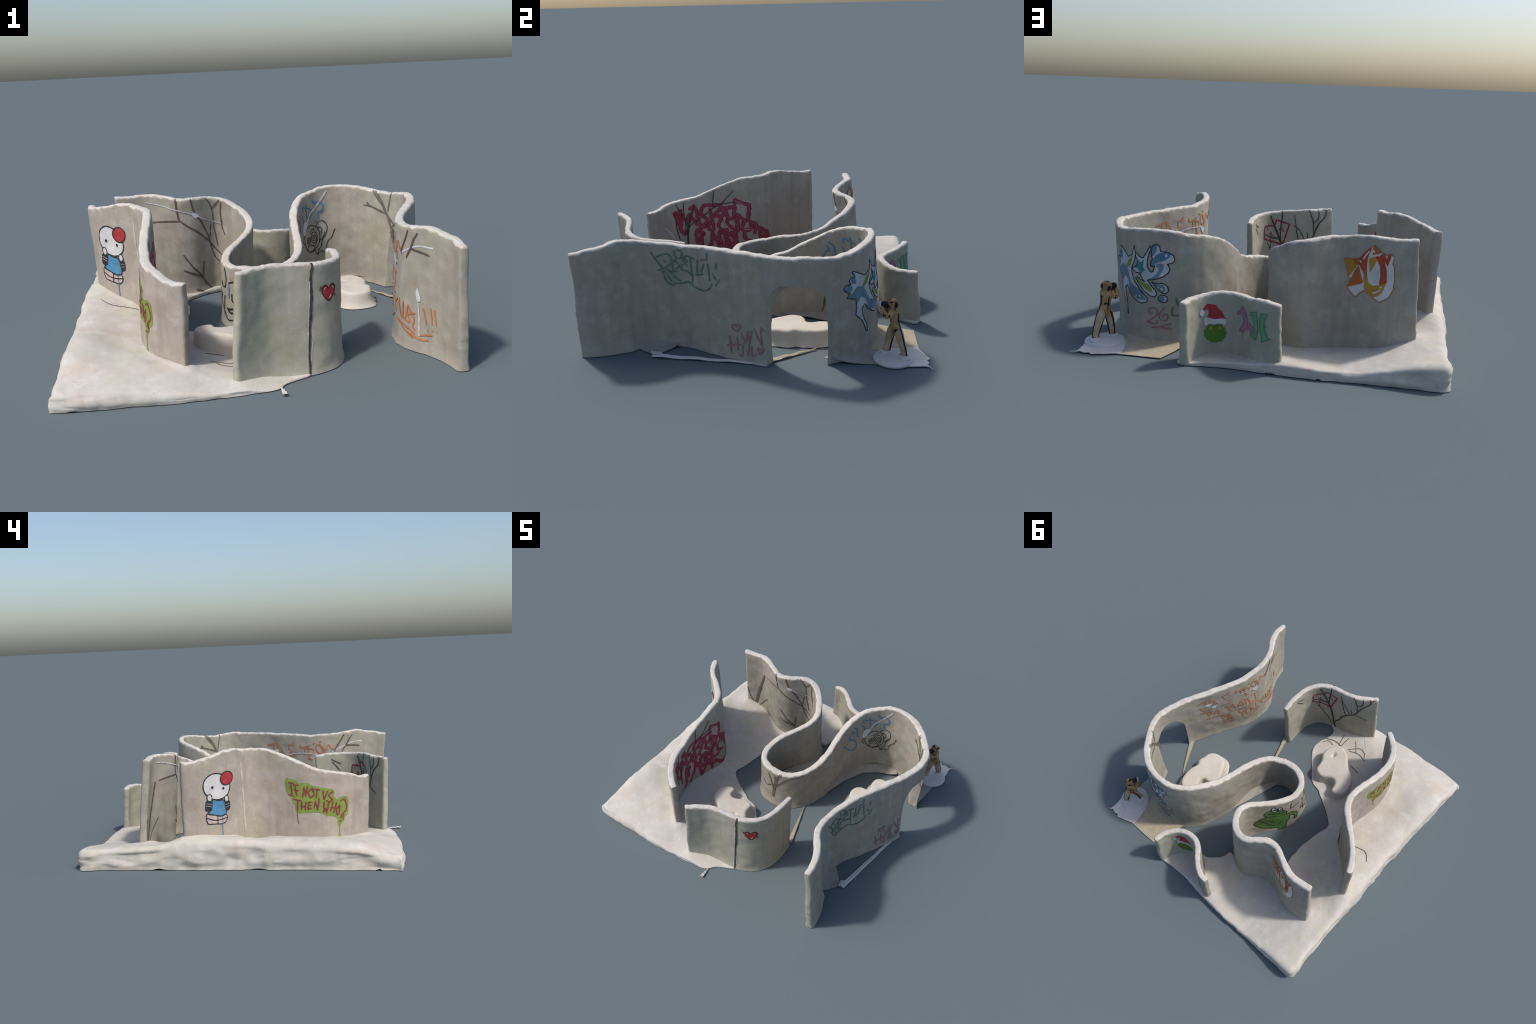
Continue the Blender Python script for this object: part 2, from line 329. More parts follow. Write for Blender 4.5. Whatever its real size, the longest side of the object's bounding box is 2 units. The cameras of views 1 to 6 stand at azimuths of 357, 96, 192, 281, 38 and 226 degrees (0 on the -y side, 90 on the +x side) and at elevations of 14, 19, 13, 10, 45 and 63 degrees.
# ---------------------------------------------------------------- filled outlines in the plane
def inside(poly, pts):
    x, y = pts[:, 0], pts[:, 1]; r = np.zeros(len(pts), bool); n = len(poly)
    for i in range(n):
        x1, y1 = poly[i]; x2, y2 = poly[i - 1]
        c = (y1 > y) != (y2 > y)
        with np.errstate(divide='ignore', invalid='ignore'):
            r ^= c & (x < (x2 - x1) * (y - y1) / (y2 - y1 + 1e-15) + x1)
    return r
def edge_distance(poly, pts):
    d = np.full(len(pts), 9.0)
    for i in range(len(poly)):
        a, b = poly[i - 1], poly[i]; ab = b - a
        t = np.clip(((pts - a) @ ab) / (ab @ ab + 1e-15), 0, 1)
        d = np.minimum(d, np.linalg.norm(pts - a - t[:, None] * ab, axis=1))
    return d
def resample_loop(poly, step):
    P = np.concatenate([poly, poly[:1]]); s = arclen(P); n = max(8, int(s[-1] / step))
    q = np.linspace(0, s[-1], n, endpoint=False)
    return np.stack([np.interp(q, s, P[:, i]) for i in range(2)], -1)
def fill_plane(poly, step, insets=()):
    """triangulated interior of a loop; returns points, triangles, number of border points"""
    poly = np.asarray(poly, float); n = len(poly)
    lo, hi = poly.min(0), poly.max(0)
    gx = np.arange(lo[0], hi[0] + step, step); gy = np.arange(lo[1], hi[1] + step, step)
    G = np.stack(np.meshgrid(gx, gy), -1).reshape(-1, 2)
    G[:, 0] += (np.round((G[:, 1] - lo[1]) / step) % 2) * step / 2
    G = G[inside(poly, G)]
    keep = edge_distance(poly, G) > (max(insets) if insets else 0) + step * 0.45
    G = G[keep]
    extra = []
    if insets:
        t = np.roll(poly, -1, 0) - np.roll(poly, 1, 0); t /= np.linalg.norm(t, axis=1)[:, None] + 1e-12
        area = 0.5 * np.sum(poly[:, 0] * np.roll(poly[:, 1], -1) - np.roll(poly[:, 0], -1) * poly[:, 1])
        nin = np.stack([-t[:, 1], t[:, 0]], -1) * np.sign(area)
        for d in insets:
            Q = poly + nin * d
            Q = Q[inside(poly, Q)]; Q = Q[edge_distance(poly, Q) > d * 0.85]
            extra.append(Q)
    A = np.concatenate([poly, *extra, G])
    edges = [(i, (i + 1) % n) for i in range(n)]
    vo, eo, fo, ov, oe, of = delaunay_2d_cdt([Vector(p) for p in A], edges, [], 1, 1e-7)
    return np.array([(v.x, v.y) for v in vo]), fo, n

def boundary_edges(faces):
    c = {}
    for f in faces:
        for i in range(len(f)):
            a, b = f[i - 1], f[i]
            if (b, a) in c: del c[(b, a)]
            else: c[(a, b)] = 1
    return list(c)

# ---------------------------------------------------------------- slab
def build_slab():
    edge = resample_loop(catmull(SLAB_EDGE, 8, True), 0.014)
    P3 = np.c_[edge, np.zeros(len(edge))]
    jag = 0.005 * noise(P3, 9, 41) + 0.003 * noise(P3, 30, 42)
    t = np.roll(edge, -1, 0) - np.roll(edge, 1, 0); t /= np.linalg.norm(t, axis=1)[:, None]
    nout = np.stack([t[:, 1], -t[:, 0]], -1)
    edge = edge + nout * jag[:, None]
    xy, tri, nb = fill_plane(edge, 0.013, (0.004, 0.010, 0.018, 0.028, 0.040))
    z = slab_height(xy)
    d = np.minimum(edge_distance(edge, xy), 0.2)
    r = np.clip(z * 0.32, 0.006, 0.05)
    u = np.clip(1 - d / r, 0, 1)
    z = z - np.clip(z * 0.24, 0.003, 0.038) * (1 - np.sqrt(1 - u ** 2 * 0.995))
    V = np.c_[xy, z].tolist(); F = [tuple(f) for f in tri]
    # sides: rows from the lip down to the ground, bulging and dented
    be = boundary_edges(F); nxt = {a: b for a, b in be}
    loop = [be[0][0]]
    while nxt[loop[-1]] != loop[0]:
        loop.append(nxt[loop[-1]])
    L = np.array([V[i] for i in loop])
    t = np.roll(L[:, :2], -1, 0) - np.roll(L[:, :2], 1, 0); t /= np.linalg.norm(t, axis=1)[:, None] + 1e-12
    area = np.sum(L[:, 0] * np.roll(L[:, 1], -1) - np.roll(L[:, 0], -1) * L[:, 1])
    nout = np.stack([t[:, 1], -t[:, 0]], -1) * np.sign(area)
    prev = loop; R = 14
    for k in range(1, R + 1):
        f = 1 - k / R
        zz = np.maximum(L[:, 2] * f, 0.0005)
        Q = np.c_[L[:, :2], zz]
        amp = np.clip(L[:, 2] / 0.08, 0, 1)
        b = amp * (0.004 * np.sin(np.pi * min(1, (1 - f) * 1.15)) + 0.015 * noise(Q * np.array([1, 1, 2.2]), 8, 43) * np.sin(np.pi * (0.15 + 0.85 * (1 - f))) + 0.004 * noise(Q, 28, 44) * (1 - f) + 0.012 * (0.32 - np.abs(noise(Q * np.array([1, 1, 1.6]), 7.5, 45))) * np.sin(np.pi * (0.2 + 0.8 * (1 - f))) - 0.005 * np.clip(1 - 9 * np.abs(noise(Q * np.array([1, 1, 2.0]), 11, 46)), 0, 1) * np.sin(np.pi * (1 - f)))
        Q[:, :2] += nout * b[:, None]
        if k == R:      # chipped foot: a few notches lift off the ground
            for nx, ny, wd, ht in ((-0.955, 0.90, 0.016, 0.035), (-0.91, -0.85, 0.020, 0.028), (-0.94, 0.45, 0.05, 0.012), (-0.93, -0.15, 0.06, 0.010), (-0.35, 0.978, 0.010, 0.02), (-0.11, 0.977, 0.03, 0.02), (-0.81, -0.985, 0.012, 0.018)):
                dd = np.hypot(Q[:, 0] - nx, Q[:, 1] - ny)
                Q[:, 2] = np.maximum(Q[:, 2], ht * np.clip(1 - dd / wd, 0, 1))
        base = len(V); V += Q.tolist(); cur = list(range(base, base + len(loop)))
        n = len(loop)
        for i in range(n):
            j = (i + 1) % n
            F.append((prev[j], prev[i], cur[i], cur[j]))
        prev = cur
    ob = mesh_object('ground_slab', V, F, SLAB, model)
    bm = bmesh.new(); bm.from_mesh(ob.data); bmesh.ops.recalc_face_normals(bm, faces=bm.faces); bm.to_mesh(ob.data); bm.free()
    return ob
slab = build_slab()

# ---------------------------------------------------------------- benches: puzzle shaped cushions of plaster
BENCH_A = [(-0.001,-0.553),(-0.049,-0.582),(-0.104,-0.573),(-0.145,-0.542),(-0.202,-0.489),(-0.258,-0.459),(-0.294,-0.418),(-0.313,-0.361),(-0.311,-0.310),(-0.282,-0.273),(-0.24,-0.262),(-0.219,-0.278),(-0.212,-0.320),(-0.186,-0.343),(-0.149,-0.338),(-0.096,-0.304),(-0.049,-0.304),(-0.017,-0.328),(-0.011,-0.367),(0.002,-0.41),(0.029,-0.446),(0.03,-0.505)]
BENCH_B = [(.494,.19),(.466,.245),(.475,.30),(.51,.33),(.55,.337),(.562,.37),(.545,.415),(.548,.465),(.58,.495),(.63,.495),(.67,.46),(.69,.40),(.69,.33),(.678,.285),(.70,.25),(.69,.20),(.685,.16),(.655,.125),(.60,.108),(.55,.118),(.515,.155)]
def build_bench(outline, top, foot, seed, flare):
    edge = resample_loop(catmull(outline, 8, True), 0.008)
    xy, tri, nb = fill_plane(edge, 0.010, (0.003, 0.007, 0.012, 0.019))
    d = edge_distance(edge, xy)
    P = np.c_[xy, 0 * d]
    u = np.clip(1 - d / 0.021, 0, 1)
    z = top(xy) + 0.002 * noise(P, 12, seed) + 0.0008 * noise(P, 50, seed + 1) - 0.018 * (1 - np.sqrt(1 - u ** 2 * 0.99))
    V = np.c_[xy, z].tolist(); F = [tuple(f) for f in tri]
    be = boundary_edges(F); nxt = {a: b for a, b in be}; loop = [be[0][0]]
    while nxt[loop[-1]] != loop[0]:
        loop.append(nxt[loop[-1]])
    L = np.array([V[i] for i in loop])
    t = np.roll(L[:, :2], -1, 0) - np.roll(L[:, :2], 1, 0); t /= np.linalg.norm(t, axis=1)[:, None] + 1e-12
    area = np.sum(L[:, 0] * np.roll(L[:, 1], -1) - np.roll(L[:, 0], -1) * L[:, 1])
    nout = np.stack([t[:, 1], -t[:, 0]], -1) * np.sign(area)
    prev = loop; n = len(loop)
    for k in range(1, 8):
        f = 1 - k / 7
        zz = foot + (L[:, 2] - foot) * f
        Q = np.c_[L[:, :2], zz]
        b = 0.004 * np.sin(np.pi * (1 - f)) + flare * (1 - f) ** 3 + 0.004 * noise(Q, 16, seed + 2) * (1 - f)
        Q[:, :2] += nout * b[:, None]
        base = len(V); V += Q.tolist(); cur = list(range(base, base + n))
        for i in range(n):
            j = (i + 1) % n
            F.append((prev[j], prev[i], cur[i], cur[j]))
        prev = cur
    ob = mesh_object('bench', V, F, BENCH, model)
    bm = bmesh.new(); bm.from_mesh(ob.data); bmesh.ops.recalc_face_normals(bm, faces=bm.faces); bm.to_mesh(ob.data); bm.free()
    return ob
def top_a(xy):
    z = 0.105 + 0.14 * (-0.36 - xy[:, 1])
    pit = np.hypot((xy[:, 0] + 0.046) / 0.011, (xy[:, 1] + 0.493) / 0.016)
    return z - 0.035 * np.exp(-pit ** 2)
build_bench(BENCH_A, top_a, 0.0, 51, 0.012)
build_bench(BENCH_B, lambda xy: 0.088 + 0 * xy[:, 0], 0.001, 55, 0.030)

# ---------------------------------------------------------------- thin sheets and strips left on the ground
def build_sheet(name, poly, zfun, mat, thick=0.003, step=0.014, smooth_loop=False, parent=None):
    poly = catmull(poly, 6, True) if smooth_loop else np.asarray(poly, float)
    edge = resample_loop(poly, 0.01)
    xy, tri, nb = fill_plane(edge, step)
    z = zfun(xy) + 0.0012 * noise(np.c_[xy, 0 * xy[:, 0]], 30, 61)
    n = len(xy)
    V = np.concatenate([np.c_[xy, np.maximum(z, thick + 0.0005)], np.c_[xy, np.maximum(z - thick, 0.0004)]])
    F = [tuple(f) for f in tri] + [tuple(i + n for i in f[::-1]) for f in tri]
    for a, b in boundary_edges(tri):
        F.append((b, a, a + n, b + n))
    return mesh_object(name, V, F, mat, parent or model, True, 40)
def near_wall(w, amp, reach):
    c = WALLS[w].C[::4, :2]
    def f(xy):
        d = np.sqrt(((xy[:, None] - c[None]) ** 2).sum(-1).min(1)) - WALLS[w].T / 2
        return 0.004 + amp * np.exp(-np.clip(d, 0, 9) / reach)
    return f
build_sheet('ground_board', [(0.385,0.645),(0.42,0.776),(0.47,0.944),(0.58,0.948),(0.70,0.951),(0.715,0.86),(0.74,0.76),(0.76,0.66),(0.70,0.655),(0.60,0.68),(0.47,0.67)], near_wall('serpentine', 0.03, 0.05), TAN)
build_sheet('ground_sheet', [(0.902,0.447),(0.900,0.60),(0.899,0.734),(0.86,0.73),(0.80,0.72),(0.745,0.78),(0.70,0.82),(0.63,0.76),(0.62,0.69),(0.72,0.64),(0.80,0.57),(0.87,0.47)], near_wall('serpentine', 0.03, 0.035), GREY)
build_sheet('paper_scrap', [(0.899,0.725),(0.918,0.77),(0.935,0.798),(0.915,0.815),(0.926,0.84),(0.913,0.962),(0.922,0.997),(0.900,0.978),(0.869,0.990),(0.845,0.979),(0.825,0.998),(0.80,0.985),(0.76,0.972),(0.715,0.953),(0.688,0.948),(0.70,0.87),(0.735,0.76),(0.80,0.715)], lambda xy: 0.0062 + 0.004 * np.exp(-np.clip(np.hypot(xy[:, 0] - 0.838, xy[:, 1] - 0.808) - 0.10, 0, 9) / 0.03), PAPER)
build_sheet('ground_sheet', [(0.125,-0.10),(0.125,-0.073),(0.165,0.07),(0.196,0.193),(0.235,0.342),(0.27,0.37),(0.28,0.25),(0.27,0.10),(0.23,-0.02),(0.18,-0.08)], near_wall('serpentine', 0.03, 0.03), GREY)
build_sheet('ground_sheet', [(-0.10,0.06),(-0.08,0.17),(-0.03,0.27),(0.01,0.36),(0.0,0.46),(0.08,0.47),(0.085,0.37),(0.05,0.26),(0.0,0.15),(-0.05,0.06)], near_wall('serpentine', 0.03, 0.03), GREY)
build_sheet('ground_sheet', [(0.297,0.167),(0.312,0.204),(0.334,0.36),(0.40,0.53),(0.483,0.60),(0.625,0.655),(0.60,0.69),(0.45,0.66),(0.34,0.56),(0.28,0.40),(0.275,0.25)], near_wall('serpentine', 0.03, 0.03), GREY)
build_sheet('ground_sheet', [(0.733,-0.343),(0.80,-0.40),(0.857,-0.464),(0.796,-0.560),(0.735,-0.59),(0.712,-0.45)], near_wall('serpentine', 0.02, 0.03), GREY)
def build_strip(a, b, wa, wb, za, zb, mat, name='strip'):
    a, b = np.array(a, float), np.array(b, float); t = (b - a) / np.linalg.norm(b - a); nrm = np.array([-t[1], t[0]])
    V = []; F = []; N = 12
    for i in range(N + 1):
        f = i / N; c = a + (b - a) * f; w = (wa + (wb - wa) * f) / 2; z = za + (zb - za) * f + 0.003 * math.sin(i * 1.7)
        z = max(z, 0.004)
        for sx, dz in ((-1, 0.0), (-0.1, 0.003), (0.15, -0.001), (1, 0.001), (1, -0.0025), (-1, -0.0025)):
            V.append((*(c + nrm * w * sx), z + dz))
        if i:
            o = (i - 1) * 6
            for k in range(6):
                F.append((o + k, o + (k + 1) % 6, o + 6 + (k + 1) % 6, o + 6 + k))
    F.append((5, 4, 3, 2, 1, 0)); F.append(tuple(N * 6 + k for k in range(6)))
    return mesh_object(name, V, F, mat, model, True, 30)
build_strip((0.905,0.143), (0.738,0.40), 0.040, 0.008, 0.008, 0.006, TAN)
build_strip((0.367,-0.378), (0.248,-0.032), 0.032, 0.006, 0.014, 0.006, TAN)
build_strip((0.062,-0.900), (0.072,-0.985), 0.004, 0.022, 0.006, 0.012, PAPER)
build_strip((0.873,-0.470), (0.930,0.150), 0.034, 0.016, 0.010, 0.006, PAPER)
build_strip((0.868,-0.478), (0.850,-0.425), 0.030, 0.022, 0.022, 0.012, PAPER)
build_strip((0.921,0.99), (0.945,1.0), 0.004, 0.002, 0.006, 0.006, PAPER)
# ---------------------------------------------------------------- paint on the walls
# every mark is drawn in wall coordinates: s along the spine, z above the ground
INK = paint('ink_paint', (0.020, 0.022, 0.024), 0.12)
WHITE_P = paint('white_spray', (0.56, 0.55, 0.555), 0.35)
SILVER_P = paint('silver_spray', (0.47, 0.48, 0.52), 0.2)
RED_P = paint('red_spray', (0.34, 0.028, 0.036), 0.2)
RED_D = paint('deep_red_spray', (0.33, 0.022, 0.035), 0.15)
RED_O = paint('vermilion_spray', (0.42, 0.060, 0.022), 0.12)
PLUM_P = paint('plum_spray', (0.26, 0.055, 0.10), 0.25)
MAROON_P = paint('maroon_spray', (0.21, 0.035, 0.045), 0.1)
CRIMSON_P = paint('crimson_spray', (0.26, 0.018, 0.05), 0.15)
PINK_W = paint('pale_pink_spray', (0.50, 0.33, 0.42), 0.1)
PINK_P = paint('pink_spray', (0.36, 0.17, 0.22), 0.25)
PINK_D = paint('dark_pink_spray', (0.31, 0.13, 0.18), 0.65)
LILAC_P = paint('lilac_spray', (0.30, 0.25, 0.33), 0.2)
SKIN_P = paint('buff_spray', (0.45, 0.36, 0.33), 0.4)
BLUE_P = paint('sky_blue_spray', (0.062, 0.205, 0.36), 0.4)
BLUE_D = paint('deep_blue_spray', (0.085, 0.19, 0.29), 0.2)
STEEL_P = paint('steel_blue_spray', (0.13, 0.21, 0.27), 0.2)
TEAL_P = paint('teal_spray', (0.045, 0.21, 0.20), 0.2)
LIME_P = paint('lime_spray', (0.19, 0.26, 0.048), 0.3)
SEAM_P = paint('pale_seam', (0.45, 0.415, 0.37), 0.3)
MOSS_P = paint('moss_spray', (0.085, 0.19, 0.022), 0.15)
GREEN_P = paint('green_spray', (0.12, 0.30, 0.15), 0.25)
GREEN_D = paint('dark_green_spray', (0.09, 0.17, 0.115), 0.7)
GREEN_F = paint('leaf_green_spray', (0.085, 0.19, 0.045), 0.3)
ORANGE_P = paint('orange_spray', (0.50, 0.17, 0.065), 0.25)
AMBER_P = paint('amber_spray', (0.42, 0.22, 0.030), 0.15)
RUST_P = paint('rust_spray', (0.40, 0.12, 0.030), 0.15)
DARK_LINE = paint('dark_line', (0.055, 0.042, 0.036), 0.2)
GREY_LINE = paint('grey_line', (0.14, 0.115, 0.095), 0.25)
REDDISH_LINE = paint('reddish_line', (0.115, 0.072, 0.060), 0.25)
PALE_STREAK = paint('pale_streak', (0.56, 0.56, 0.58), 0.2)

_art = None; ARTS = []
def art(name, wall, side):
    global _art
    _art = dict(name=name, wall=wall, side=side, V=[], F=[], M=[], mats=[])
    ARTS.append(_art)
def _emit(sz, faces, mat, layer):
    a = _art; w = WALLS[a['wall']]; sz = np.array(sz, float); sz[:, 1] = np.maximum(sz[:, 1], 0.002)
    if mat not in a['mats']: a['mats'].append(mat)
    P = w.face(sz[:, 0], sz[:, 1], a['side'], 0.0009 + 0.0006 * layer)
    o = len(a['V']); a['V'] += P.tolist()
    a['F'] += [tuple(i + o for i in f) for f in faces]
    a['M'] += [a['mats'].index(mat)] * len(faces)
def ribbon(P, width, closed=False, step=0.006, tapered=False):
    P = np.asarray(P, float)
    C = catmull(P, 10, closed)
    if closed: C = np.concatenate([C, C[:1]])
    L = arclen(C); n = max(2, int(L[-1] / step) + 1)
    q = np.linspace(0, L[-1], n)
    C = np.stack([np.interp(q, L, C[:, i]) for i in range(2)], -1)
    if not closed:
        d0 = (C[0] - C[1]); d1 = (C[-1] - C[-2])
        d0 /= np.linalg.norm(d0) + 1e-9; d1 /= np.linalg.norm(d1) + 1e-9
        C = np.concatenate([[C[0] + d0 * width * 0.4], C, [C[-1] + d1 * width * 0.4]])
    if tapered:      # branching lines wander a little and taper to both ends
        f = np.linspace(0, 1, len(C)); q3 = np.c_[C * 1.0, np.full(len(C), P[0, 0] * 7)]
        C = C + np.stack([noise(q3, 22, 81), noise(q3, 22, 82)], -1) * 0.004
    t = np.gradient(C, axis=0); t /= np.linalg.norm(t, axis=1)[:, None] + 1e-9
    nn = np.stack([-t[:, 1], t[:, 0]], -1)
    k = np.arange(len(C))
    w = width / 2 * (1 + 0.13 * np.sin(k * 0.9 + P[0, 0] * 90) + 0.08 * np.sin(k * 2.3 + P[0, 1] * 70))
    if tapered: w = w * (0.5 + 0.5 * np.sin(np.pi * np.clip(f * 0.85 + 0.12, 0, 1)) ** 0.7)
    if not closed: w[0] *= 0.45; w[-1] *= 0.45
    V = np.concatenate([C + nn * w[:, None], C - nn * w[:, None]]); m = len(C)
    return V, [(i, i + 1, m + i + 1, m + i) for i in range(m - 1)]
def line(mat, width, layer, pts):
    V, F = ribbon(pts, width, tapered=mat in (DARK_LINE, GREY_LINE, REDDISH_LINE))
    _emit(V, F, mat, layer)
def fill(mat, layer, smooth, pts, outline=None, width=0):
    P = np.asarray(pts, float)
    loop = catmull(P, 6, True) if smooth else P
    loop = resample_loop(loop, 0.006) if smooth else np.concatenate([np.linspace(P[i - 1], P[i], max(2, int(np.linalg.norm(P[i] - P[i - 1]) / 0.008) + 1))[:-1] for i in range(len(P))])
    xy, tri, n = fill_plane(loop, 0.009)
    _emit(xy, [tuple(f) for f in tri], mat, layer)
    if outline:
        if smooth:
            V, F = ribbon(pts, width, True); _emit(V, F, outline, layer + 1.5)
        else:
            for i in range(len(P)):
                V, F = ribbon([P[i - 1], P[i]], width); _emit(V, F, outline, layer + 1.5)
def dot(mat, layer, c, r):
    a = np.linspace(0, 2 * np.pi, 16, endpoint=False)
    V = [(c[0], c[1])] + [(c[0] + r * math.cos(x), c[1] + r * math.sin(x)) for x in a]
    _emit(V, [(0, i + 1, (i + 1) % 16 + 1) for i in range(16)], mat, layer)
def slab_line(mat, width, pts):
    V, F = ribbon(pts, width)
    mesh_object('slab_mark', np.c_[V, SLAB_TOP(V) + 0.0022], F, mat, slab)
def finish_arts():
    for a in ARTS:
        me = bpy.data.meshes.new(a['name'])
        me.from_pydata([tuple(v) for v in a['V']], [], a['F']); me.update()
        for m in a['mats']: me.materials.append(m)
        me.polygons.foreach_set('material_index', a['M'])
        me.polygons.foreach_set('use_smooth', [True] * len(me.polygons))
        # face outwards
        w = WALLS[a['wall']]
        bm = bmesh.new(); bm.from_mesh(me)
        flip = []
        for f in bm.faces:
            c = f.calc_center_median(); i = np.argmin((w.C[:, 0] - c.x) ** 2 + (w.C[:, 1] - c.y) ** 2)
            n = np.array([-w.t[i, 1], w.t[i, 0]]) * a['side']
            if f.normal.x * n[0] + f.normal.y * n[1] < 0: flip.append(f)
        bmesh.ops.reverse_faces(bm, faces=flip); bm.to_mesh(me); bm.free()
        ob = link(bpy.data.objects.new(a['name'], me), wall_ob[a['wall']])
from mathutils.bvhtree import BVHTree
_bvh = BVHTree.FromPolygons([v.co[:] for v in slab.data.vertices], [p.vertices[:] for p in slab.data.polygons])
def SLAB_TOP(V):
    out = []
    for x, y in V:
        h = _bvh.ray_cast(Vector((x, y, 1.0)), Vector((0, 0, -1)))[0]
        out.append(h.z if h else 0.004)
    return np.array(out)

art('painted_doll', 'kitten', +1)
fill(WHITE_P, 1, 1, [(0.967, 0.453), (0.978, 0.419), (1.007, 0.396), (1.047, 0.387), (1.091, 0.394), (1.127, 0.416), (1.15, 0.447), (1.156, 0.483), (1.146, 0.516), (1.12, 0.539), (1.083, 0.55), (1.042, 0.544), (1.001, 0.522), (0.975, 0.49)], INK, 0.007)
fill(RED_P, 4, 1, [(0.955, 0.488), (0.974, 0.474), (0.996, 0.469), (1.018, 0.476), (1.034, 0.493), (1.038, 0.514), (1.029, 0.534), (1.01, 0.548), (0.985, 0.552), (0.963, 0.546), (0.948, 0.53), (0.946, 0.509)], INK, 0.006)
fill(SKIN_P, 1, 1, [(1.139, 0.311), (1.1, 0.3), (1.044, 0.283), (1.004, 0.286), (0.996, 0.262), (1.012, 0.238), (1.04, 0.234), (1.069, 0.238), (1.103, 0.243), (1.133, 0.248), (1.144, 0.277)], INK, 0.006)
fill(BLUE_P, 2, 1, [(1.095, 0.39), (1.056, 0.379), (1.016, 0.376), (1.002, 0.318), (1.005, 0.29), (1.045, 0.281), (1.089, 0.296), (1.136, 0.312), (1.108, 0.337)], INK, 0.006)
fill(INK, 2, 1, [(1.138, 0.389), (1.103, 0.376), (1.104, 0.355), (1.11, 0.33), (1.133, 0.329), (1.148, 0.336), (1.146, 0.366)], INK, 0.004)
fill(INK, 2, 1, [(1.008, 0.361), (0.975, 0.363), (0.973, 0.322), (0.994, 0.308), (1.003, 0.324)], INK, 0.004)
line(LILAC_P, 0.004, 4, [(1.14, 0.374), (1.105, 0.365)])
line(LILAC_P, 0.004, 4, [(1.143, 0.362), (1.109, 0.351)])
line(LILAC_P, 0.004, 4, [(1.004, 0.347), (0.975, 0.35)])
line(LILAC_P, 0.004, 4, [(1.001, 0.33), (0.975, 0.336)])
fill(WHITE_P, 3, 1, [(1.102, 0.404), (1.105, 0.391), (1.114, 0.385), (1.124, 0.387), (1.132, 0.396), (1.135, 0.409), (1.131, 0.422), (1.122, 0.428), (1.112, 0.426), (1.104, 0.417)], INK, 0.005)
fill(WHITE_P, 3, 1, [(0.979, 0.379), (0.983, 0.367), (0.991, 0.361), (1.001, 0.363), (1.008, 0.372), (1.01, 0.385), (1.007, 0.396), (0.999, 0.403), (0.989, 0.401), (0.982, 0.392)], INK, 0.005)
line(INK, 0.006, 4, [(1.142, 0.285), (1.092, 0.265), (1.046, 0.261), (0.999, 0.266)])
line(INK, 0.006, 4, [(1.067, 0.284), (1.069, 0.24)])
dot(INK, 4, (1.097, 0.468), 0.0086)
dot(INK, 4, (1.016, 0.451), 0.0081)
line(BLUE_P, 0.006, 3, [(1.031, 0.283), (1.033, 0.215), (1.033, 0.169), (1.03, 0.159)])
line(BLUE_P, 0.012, 3, [(1.043, 0.158), (1.006, 0.148)])
line(SEAM_P, 0.012, 1, [(0.873, 0.596), (0.868, 0.477), (0.858, 0.377), (0.856, 0.263), (0.854, 0.157)])

art('slogan_lettering', 'kitten', +1)
fill(LIME_P, 1, 1, [(0.562, 0.477), (0.53, 0.472), (0.499, 0.461), (0.486, 0.444), (0.457, 0.447), (0.425, 0.444), (0.404, 0.429), (0.365, 0.419), (0.339, 0.413), (0.308, 0.407), (0.283, 0.401), (0.27, 0.381), (0.279, 0.365), (0.261, 0.338), (0.242, 0.347), (0.206, 0.349), (0.189, 0.321), (0.189, 0.272), (0.197, 0.236), (0.218, 0.217), (0.23, 0.193), (0.243, 0.169), (0.246, 0.129), (0.241, 0.097), (0.258, 0.1), (0.253, 0.124), (0.253, 0.167), (0.26, 0.188), (0.259, 0.213), (0.282, 0.232), (0.32, 0.238), (0.353, 0.257), (0.414, 0.262), (0.472, 0.256), (0.503, 0.264), (0.51, 0.304), (0.526, 0.332), (0.542, 0.365), (0.561, 0.39), (0.568, 0.444)])
line(MAROON_P, 0.0085, 3, [(0.547, 0.451), (0.516, 0.445)])
line(MAROON_P, 0.0085, 3, [(0.532, 0.447), (0.53, 0.408), (0.528, 0.368)])
line(MAROON_P, 0.0085, 3, [(0.546, 0.375), (0.511, 0.361)])
line(MAROON_P, 0.0085, 3, [(0.516, 0.435), (0.487, 0.433)])
line(MAROON_P, 0.0085, 3, [(0.508, 0.433), (0.497, 0.368)])
line(MAROON_P, 0.0085, 3, [(0.512, 0.405), (0.487, 0.398)])
line(MAROON_P, 0.0085, 3, [(0.462, 0.358), (0.453, 0.42)])
line(MAROON_P, 0.0085, 3, [(0.453, 0.42), (0.444, 0.363)])
line(MAROON_P, 0.0085, 3, [(0.444, 0.363), (0.433, 0.424)])
line(MAROON_P, 0.0085, 3, [(0.404, 0.414), (0.395, 0.387), (0.393, 0.37)])
line(MAROON_P, 0.0085, 3, [(0.393, 0.37), (0.415, 0.353)])
line(MAROON_P, 0.0085, 3, [(0.415, 0.353), (0.432, 0.384)])
line(MAROON_P, 0.0085, 3, [(0.432, 0.384), (0.404, 0.414)])
line(MAROON_P, 0.0085, 3, [(0.392, 0.408), (0.358, 0.4)])
line(MAROON_P, 0.0085, 3, [(0.374, 0.402), (0.379, 0.356)])
line(MAROON_P, 0.0085, 3, [(0.339, 0.396), (0.334, 0.34)])
line(MAROON_P, 0.0085, 3, [(0.334, 0.34), (0.312, 0.389)])
line(MAROON_P, 0.0085, 3, [(0.287, 0.385), (0.309, 0.364)])
line(MAROON_P, 0.0085, 3, [(0.309, 0.364), (0.286, 0.337)])
line(MAROON_P, 0.0085, 3, [(0.286, 0.337), (0.303, 0.325), (0.32, 0.334)])
line(MAROON_P, 0.0085, 3, [(0.523, 0.347), (0.467, 0.335)])
